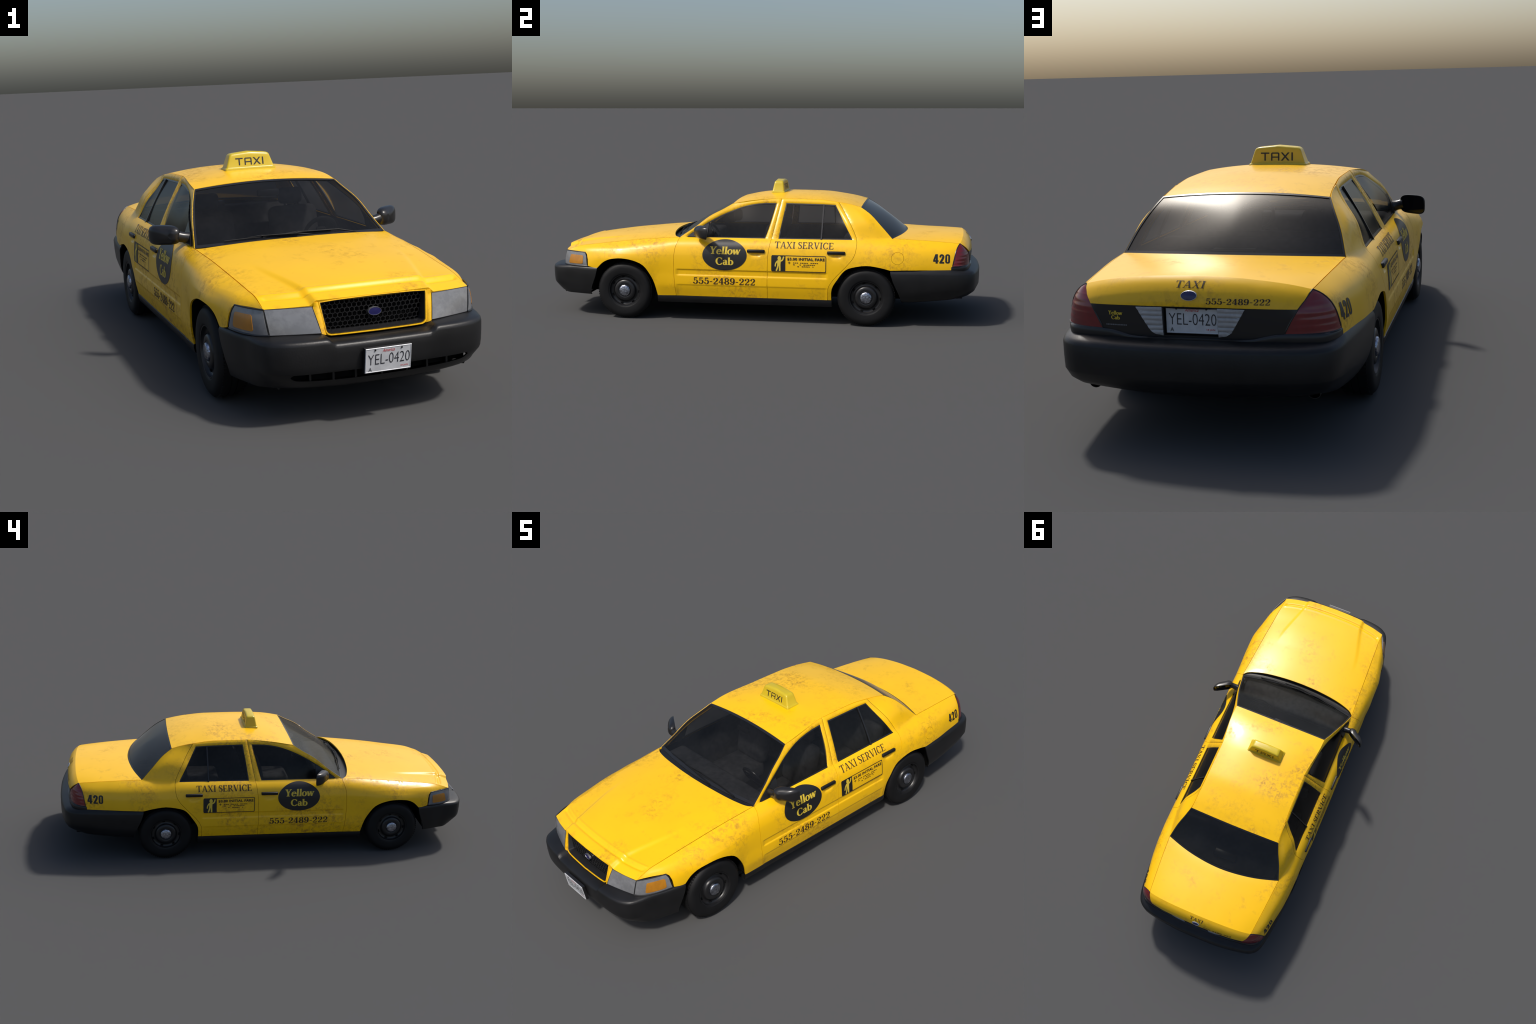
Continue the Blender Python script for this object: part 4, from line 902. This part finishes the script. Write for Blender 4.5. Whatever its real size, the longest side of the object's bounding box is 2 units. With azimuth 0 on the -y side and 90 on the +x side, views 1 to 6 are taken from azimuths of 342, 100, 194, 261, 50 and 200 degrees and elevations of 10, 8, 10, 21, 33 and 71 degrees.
def side_place(sgn, off):
    """text coordinates (y as seen from that side, z) onto the flank"""
    return lambda a, b: (sgn * (float(side_x(a, b)[0]) + off), a, b)
def side_marks(sgn, fdoor, rdoor, quarterp):
    o = (sgn, 0, 0); pl = side_place(sgn, .0009); pl2 = side_place(sgn, .0016)
    def bx(y0, z0, y1, z1): return (y0, z0, y1, z1) if sgn > 0 else (y1, z0, y0, z1)      # reading direction flips with the side
    # oval badge
    el = [(-.126 + .1005 * math.cos(a), .3005 + .0675 * math.sin(a)) for a in np.linspace(0, 2 * math.pi, 73)[:-1]]
    v, f = panel(el, (), .010, vs=sorted(set(list(np.arange(.232, .37, .008)) + [.228, .2305, .2325, .235, .237])), edge=.006); V = np.array([pl(a, b) for a, b in v]); add('door_badge', mesh('door_badge', V, orient(V, f, o)), INK, fdoor)
    P, w = set_text('Yellow', HEAVY, -.03, .08); ink('lettering', fit(P, bx(-.196, .305, -.056, .3375), w), pl2, o, LEMON, fdoor)
    P, w = set_text('Cab', HEAVY, -.03, .0); ink('lettering', fit(P, bx(-.166, .258, -.086, .2905), w), pl2, o, LEMON, fdoor)
    P, w = set_text('555-2489-222', BODONI, .02, .0); ink('lettering', fit(P, bx(-.270, .1695, .015, .1985), w), pl, o, FADED, fdoor)
    P, w = set_text('TAXI SERVICE', ROMAN, .0, .0); ink('lettering', fit(P, bx(.097, .337, .360, .3635) if sgn > 0 else bx(.098, .3355, .3605, .362), w), pl, o, FADED, rdoor)
    # fare notice
    fr = rounded(.0855, .3285, .2345, .3065, .0045); fr2 = rounded(.0885, .3255, .2375, .3035, .003)
    v, f = panel(fr, [fr2], .02, edge=.008); V = np.array([pl(a, b) for a, b in v]); add('notice_border', mesh('notice_border', V, orient(V, f, o)), INK, rdoor)
    b0, b1 = bx(.0875, 0, .148, 0)[0], bx(.0875, 0, .148, 0)[2]
    if sgn < 0: b0, b1 = .3265, .266
    lo, hi = min(b0, b1), max(b0, b1); v, f = panel([(lo, .2365), (hi, .2365), (hi, .3045), (lo, .3045)], (), .012, edge=.01); V = np.array([pl(a, b) for a, b in v]); add('notice_picture', mesh('notice_picture', V, orient(V, f, o)), INK, rdoor)
    man = oval(.56, .83, .065, .085, .13, .13) + oval(.56, .83, .02, .03, .08, .08) + [[(.40, .70), (.68, .70), (.64, .35), (.42, .35)]] + ribbon([(.66, .66), (.80, .74), (.88, .95)], .10, 3) + ribbon([(.43, .66), (.30, .50), (.26, .30)], .09, 3) + ribbon([(.47, .4), (.42, .2), (.34, .02)], .11, 3) + ribbon([(.59, .4), (.60, .2), (.60, .02)], .12, 3)
    ink('passenger_pictogram', [[(b0 + (b1 - b0) * px, .2365 + .068 * py) for px, py in p] for p in man], pl2, o, LEMON, rdoor)
    t0, t1 = (.156, .3215) if sgn > 0 else (.258, .0925)
    print_font('lettering', '$3.00 INITIAL FARE', (t0, .2835, t1, .2975), pl2, o, INK, rdoor, bold=.03, spacing=1.06)
    d = (t1 - t0); plus = rect(t0 + d * .02, .2735, t0 + d * .09, .2755) + rect(t0 + d * .048, .269, t0 + d * .062, .280)
    rr_ = random.Random(3)
    for row, (z, n_) in enumerate(((.2745, 13), (.2665, 12), (.2585, 10))):
        x = .16
        for k in range(n_):
            wd = rr_.uniform(.025, .05); 
            if rr_.random() < .82: plus += rect(t0 + d * x, z - .0017, t0 + d * (x + wd), z + .0017)
            x += wd + .014
    ink('small_print', plus, pl, o, FADED, rdoor)
    P, w = set_text('420', POSTER, .05); ink('lettering', fit(P, bx(.788, .2845, .8635, .3235), w), pl, o, INK, quarterp)
quarters = [o for o in bpy.data.objects if o.name.startswith('rear_quarter')]
side_marks(1, front_doors[0], rear_doors[0], q_l)
side_marks(-1, front_doors[1], rear_doors[1], [q for q in quarters if q is not q_l][0])
# trunk marks (seen from behind, reading towards -x)
rp = lambda off: (lambda a, b: (a, float(rear_y(a, b)) + off, b))
P, w = set_text('TAXI', ROMAN, 0, .12); ink('lettering', fit(P, (.037, .3695, -.033, .3835), w), rp(.0009), (0, 1, 0), FADED, trunk)
P, w = set_text('555-2489-222', BODONI, .02, 0); ink('lettering', fit(P, (-.0385, .3365, -.184, .3495), w), rp(.0009), (0, 1, 0), FADED, trunk)
P, w = set_text('Yellow', HEAVY, -.03, .06); ink('lettering', fit(P, (.196, .3045, .161, .3135), w), rp(-.0015), (0, 1, 0), LEMON, tpan)
P, w = set_text('Cab', HEAVY, -.03); ink('lettering', fit(P, (.189, .2935, .168, .3025), w), rp(-.0015), (0, 1, 0), LEMON, tpan)
sm = []; x = .203
while x > .153:
    wd = rng.uniform(.002, .004); sm += rect(x, .2795, x - wd, .2825); x -= wd + .001
ink('small_print', sm, rp(-.0018), (0, 1, 0), GREYINK, tpan)
# roof sign, front and back
P, w = set_text('TAXI', SQUARE, .10)
def sign_face(front):
    if front: return lambda a, b: (a, .0455 + .006 * (b - .568) / .030 - .0008, b)
    return lambda a, b: (a, .1005 - .004 * (b - .568) / .030 + .0008, b)
ink('lettering', fit(P, (-.0515, .5735, .0515, .5975), w), sign_face(True), (0, -1, 0), SIGNINK, sign)
ink('lettering', fit(P, (.0515, .5735, -.0515, .5975), w), sign_face(False), (0, 1, 0), SIGNINK, sign)

# ----------------------------------------------------------------- licence plates
def licence_plate(place, outward, parent, hw, h, sgn):
    """place(u, v, d): u across (reading direction), v up, d out"""
    def pl(d): return lambda a, b: place(a, b, d)
    def slab_(poly, d0, d1, name, mat):
        n = len(poly); V = [place(*p, d0) for p in poly] + [place(*p, d1) for p in poly]; F = [tuple(range(n, 2 * n))] + [(i, (i + 1) % n, n + (i + 1) % n, n + i) for i in range(n)] + [tuple(reversed(range(n)))]
        b = bmesh.new(); vs_ = [b.verts.new(c) for c in V]; [b.faces.new([vs_[i] for i in t]) for t in F]; bmesh.ops.recalc_face_normals(b, faces=b.faces); me = bpy.data.meshes.new(name); b.to_mesh(me); b.free(); return add(name, me, mat, parent)
    r = [(-hw, 0), (hw, 0), (hw, h), (-hw, h)]
    slab_(r, -.012 if sgn < 0 else -.004, .0, 'license_plate_holder', TRIM)
    slab_(inset(r, .0008), 0.0, .0015, 'license_plate', PLATE)
    ring = inset(r, .0022); n = 4; A = [place(*p, .0016) for p in inset(r, .0009)]; B = [place(*p, .0026) for p in inset(r, .0022)]; C = [place(*p, .0016) for p in inset(r, .0036)]
    V, F = join(ring_strip(A, B), ring_strip(B, C)); add('license_plate_rim', mesh('license_plate_rim', V, orient(V, F, outward), 20), PLATE, parent)
    print_font('lettering', 'YEL-0420', (-hw * .88, h * .32, hw * .92, h * .74), pl(.0022), outward, PLATEINK, parent, bold=-.012)
    print_font('lettering', 'America', (-hw * .26, h * .80, hw * .26, h * .93), pl(.0022), outward, PLATERED, parent, slant=.35)
    print_font('lettering', 'A', (-hw * .84, h * .07, -hw * .70, h * .22), pl(.0022), outward, PLATEINK, parent)
    print_font('lettering', '18 JAN', (hw * .54, h * .12, hw * .86, h * .20), pl(.0022), outward, PLATERED, parent)
    for u in (-hw * .58, hw * .56):
        c = [(u + .0022 * math.cos(a), h * .90 + .0022 * math.sin(a)) for a in np.linspace(0, 2 * math.pi, 13)[:-1]]; slab_(c, .0016, .0034, 'bolt', STEEL)
tilt = .009 / .065
licence_plate(lambda u, v, d: (u, -.9885 - v * tilt - d, .1325 + v), (0, -1, 0), fb, .0625, .0650, -1)
rec = [[(x, float(rear_y(x, z)) - o, z) for x, z in PLH] for o in (.002, .024)]; c0 = [rec[1][3], rec[1][2], rec[1][1], rec[1][0]]
V, F = join((np.array(rec[0] + rec[1]), [(i, (i + 1) % 4, 4 + (i + 1) % 4, 4 + i) for i in range(4)]), (np.array(c0), [(0, 1, 2, 3)]))
add('plate_recess', mesh('plate_recess', V, F, 20), TRIM, tpan)
licence_plate(lambda u, v, d: (-u - .0015, .9445 + d, .2645 + v), (0, 1, 0), tpan, .0615, .0635, 1)

# ----------------------------------------------------------------- underside, cabin
parts = [box(0, -.02, .13, .31, 1.70, .08), box(0, -.045, .105, .62, .76, .03)]
V, F = join(*parts); add('underbody', mesh('underbody', V, F), DARK)
V, F = box(0, -.64, .235, .30, .46, .14); add('engine_block', mesh('engine_block', V, F), DARK)
V, F = box(0, .775, .24, .40, .24, .20); add('trunk_floor', mesh('trunk_floor', V, F), DARK)
V, F = box(0, -.36, .24, .60, .02, .25); add('firewall', mesh('firewall', V, F), DARK)
lin = [(-.338, .112), (.335, .112), (.36, .20), (.44, .28), (.50, .30), (.60, .28), (.62, .36), (.44, .372), (-.335, .366)]
v, f = panel(lin, (), .02, edge=.02); V = side_pt(-.016)(v); both('inner_door_panel', V, orient(V, f, (1, 0, 0)), CABIN)
ql = [(.60, .27), (.85, .262), (.855, .34), (.62, .365)]; v, f = panel(ql, (), .02, edge=.02); V = side_pt(-.02)(v); both('inner_quarter_panel', V, orient(V, f, (1, 0, 0)), DARK)
fl = [(-.86, .275), (-.74, .26), (-.69, .285), (-.6, .295), (-.5, .285), (-.42, .2), (-.36, .12), (-.345, .35), (-.5, .345), (-.84, .30)]; v, f = panel(fl, (), .02, edge=.02); V = side_pt(-.014)(v); both('inner_fender', V, orient(V, f, (1, 0, 0)), DARK)
def seat(cx, cy, w, back_h):
    a = box(cx, cy, .205, w, .19, .075, .02, 3); b_ = box(0, 0, 0, w, .06, back_h, .022, 3); v2 = b_[0].copy(); c, s = math.cos(-.22), math.sin(-.22)
    y_, z_ = v2[:, 1] * c - v2[:, 2] * s, v2[:, 1] * s + v2[:, 2] * c; v2[:, 1] = y_ + cy + .11; v2[:, 2] = z_ + .225 + back_h / 2; v2[:, 0] += cx
    return [a, (v2, b_[1])]
for cx in (.15, -.15):
    V, F = join(*seat(cx, -.06, .17, .20), box(cx, .085, .455, .085, .035, .055, .015, 3), tube([(cx - .02, .08, .40), (cx - .02, .085, .45)], .004), tube([(cx + .02, .08, .40), (cx + .02, .085, .45)], .004))
    add('front_seat', mesh('front_seat', V, F), CABIN)
V, F = join(*seat(0, .30, .52, .17)); add('rear_seat', mesh('rear_seat', V, F), CABIN)
V, F = box(0, .12, .285, .50, .012, .16); add('partition', mesh('partition', V, F), CABIN)
V, F = box(0, -.30, .335, .56, .12, .055, .02, 3); dash = add('dashboard', mesh('dashboard', V, F), CABIN)
V, F = lathe([(.052 + .006 * math.cos(a), .006 * math.sin(a)) for a in np.linspace(0, 2 * math.pi, 11)], 32)
hub = box(0, 0, 0, .006, .10, .016, .003); hub2 = box(0, 0, 0, .012, .034, .034, .005)
V, F = join((V, F), hub, hub2); Vn = V.copy(); c, s = math.cos(1.05), math.sin(1.05)
Vn[:, 0] = V[:, 1]; yy, zz = V[:, 0], V[:, 2]; Vn[:, 1] = yy * c - zz * s * 0 - zz * .45 + 0; Vn[:, 2] = zz * .89 + yy * s; Vn += np.array((.145, -.205, .365)); add('steering_wheel', mesh('steering_wheel', Vn, F), TRIM)
V, F = box(0, .553, .368, .53, .20, .01); add('parcel_shelf', mesh('parcel_shelf', V, F), CABIN)
V, F = join(box(0, .595, .383, .115, .04, .022, .004)); add('brake_lamp', mesh('brake_lamp', V, F), TRIM)
V, F = box(0, -.125, .495, .075, .012, .022, .005); add('interior_mirror', mesh('interior_mirror', V, F), TRIM)
for cx in (.252, -.27):
    V, F = lathe([(.013, 0), (.0145, 0), (.0145, .12), (.013, .12), (.012, .02)], 20); Vn = np.stack([V[:, 1] + cx, (.918 - V[:, 0]), V[:, 2] * .8 + .130], 1); add('exhaust_pipe', mesh('exhaust_pipe', Vn, F), STEEL)
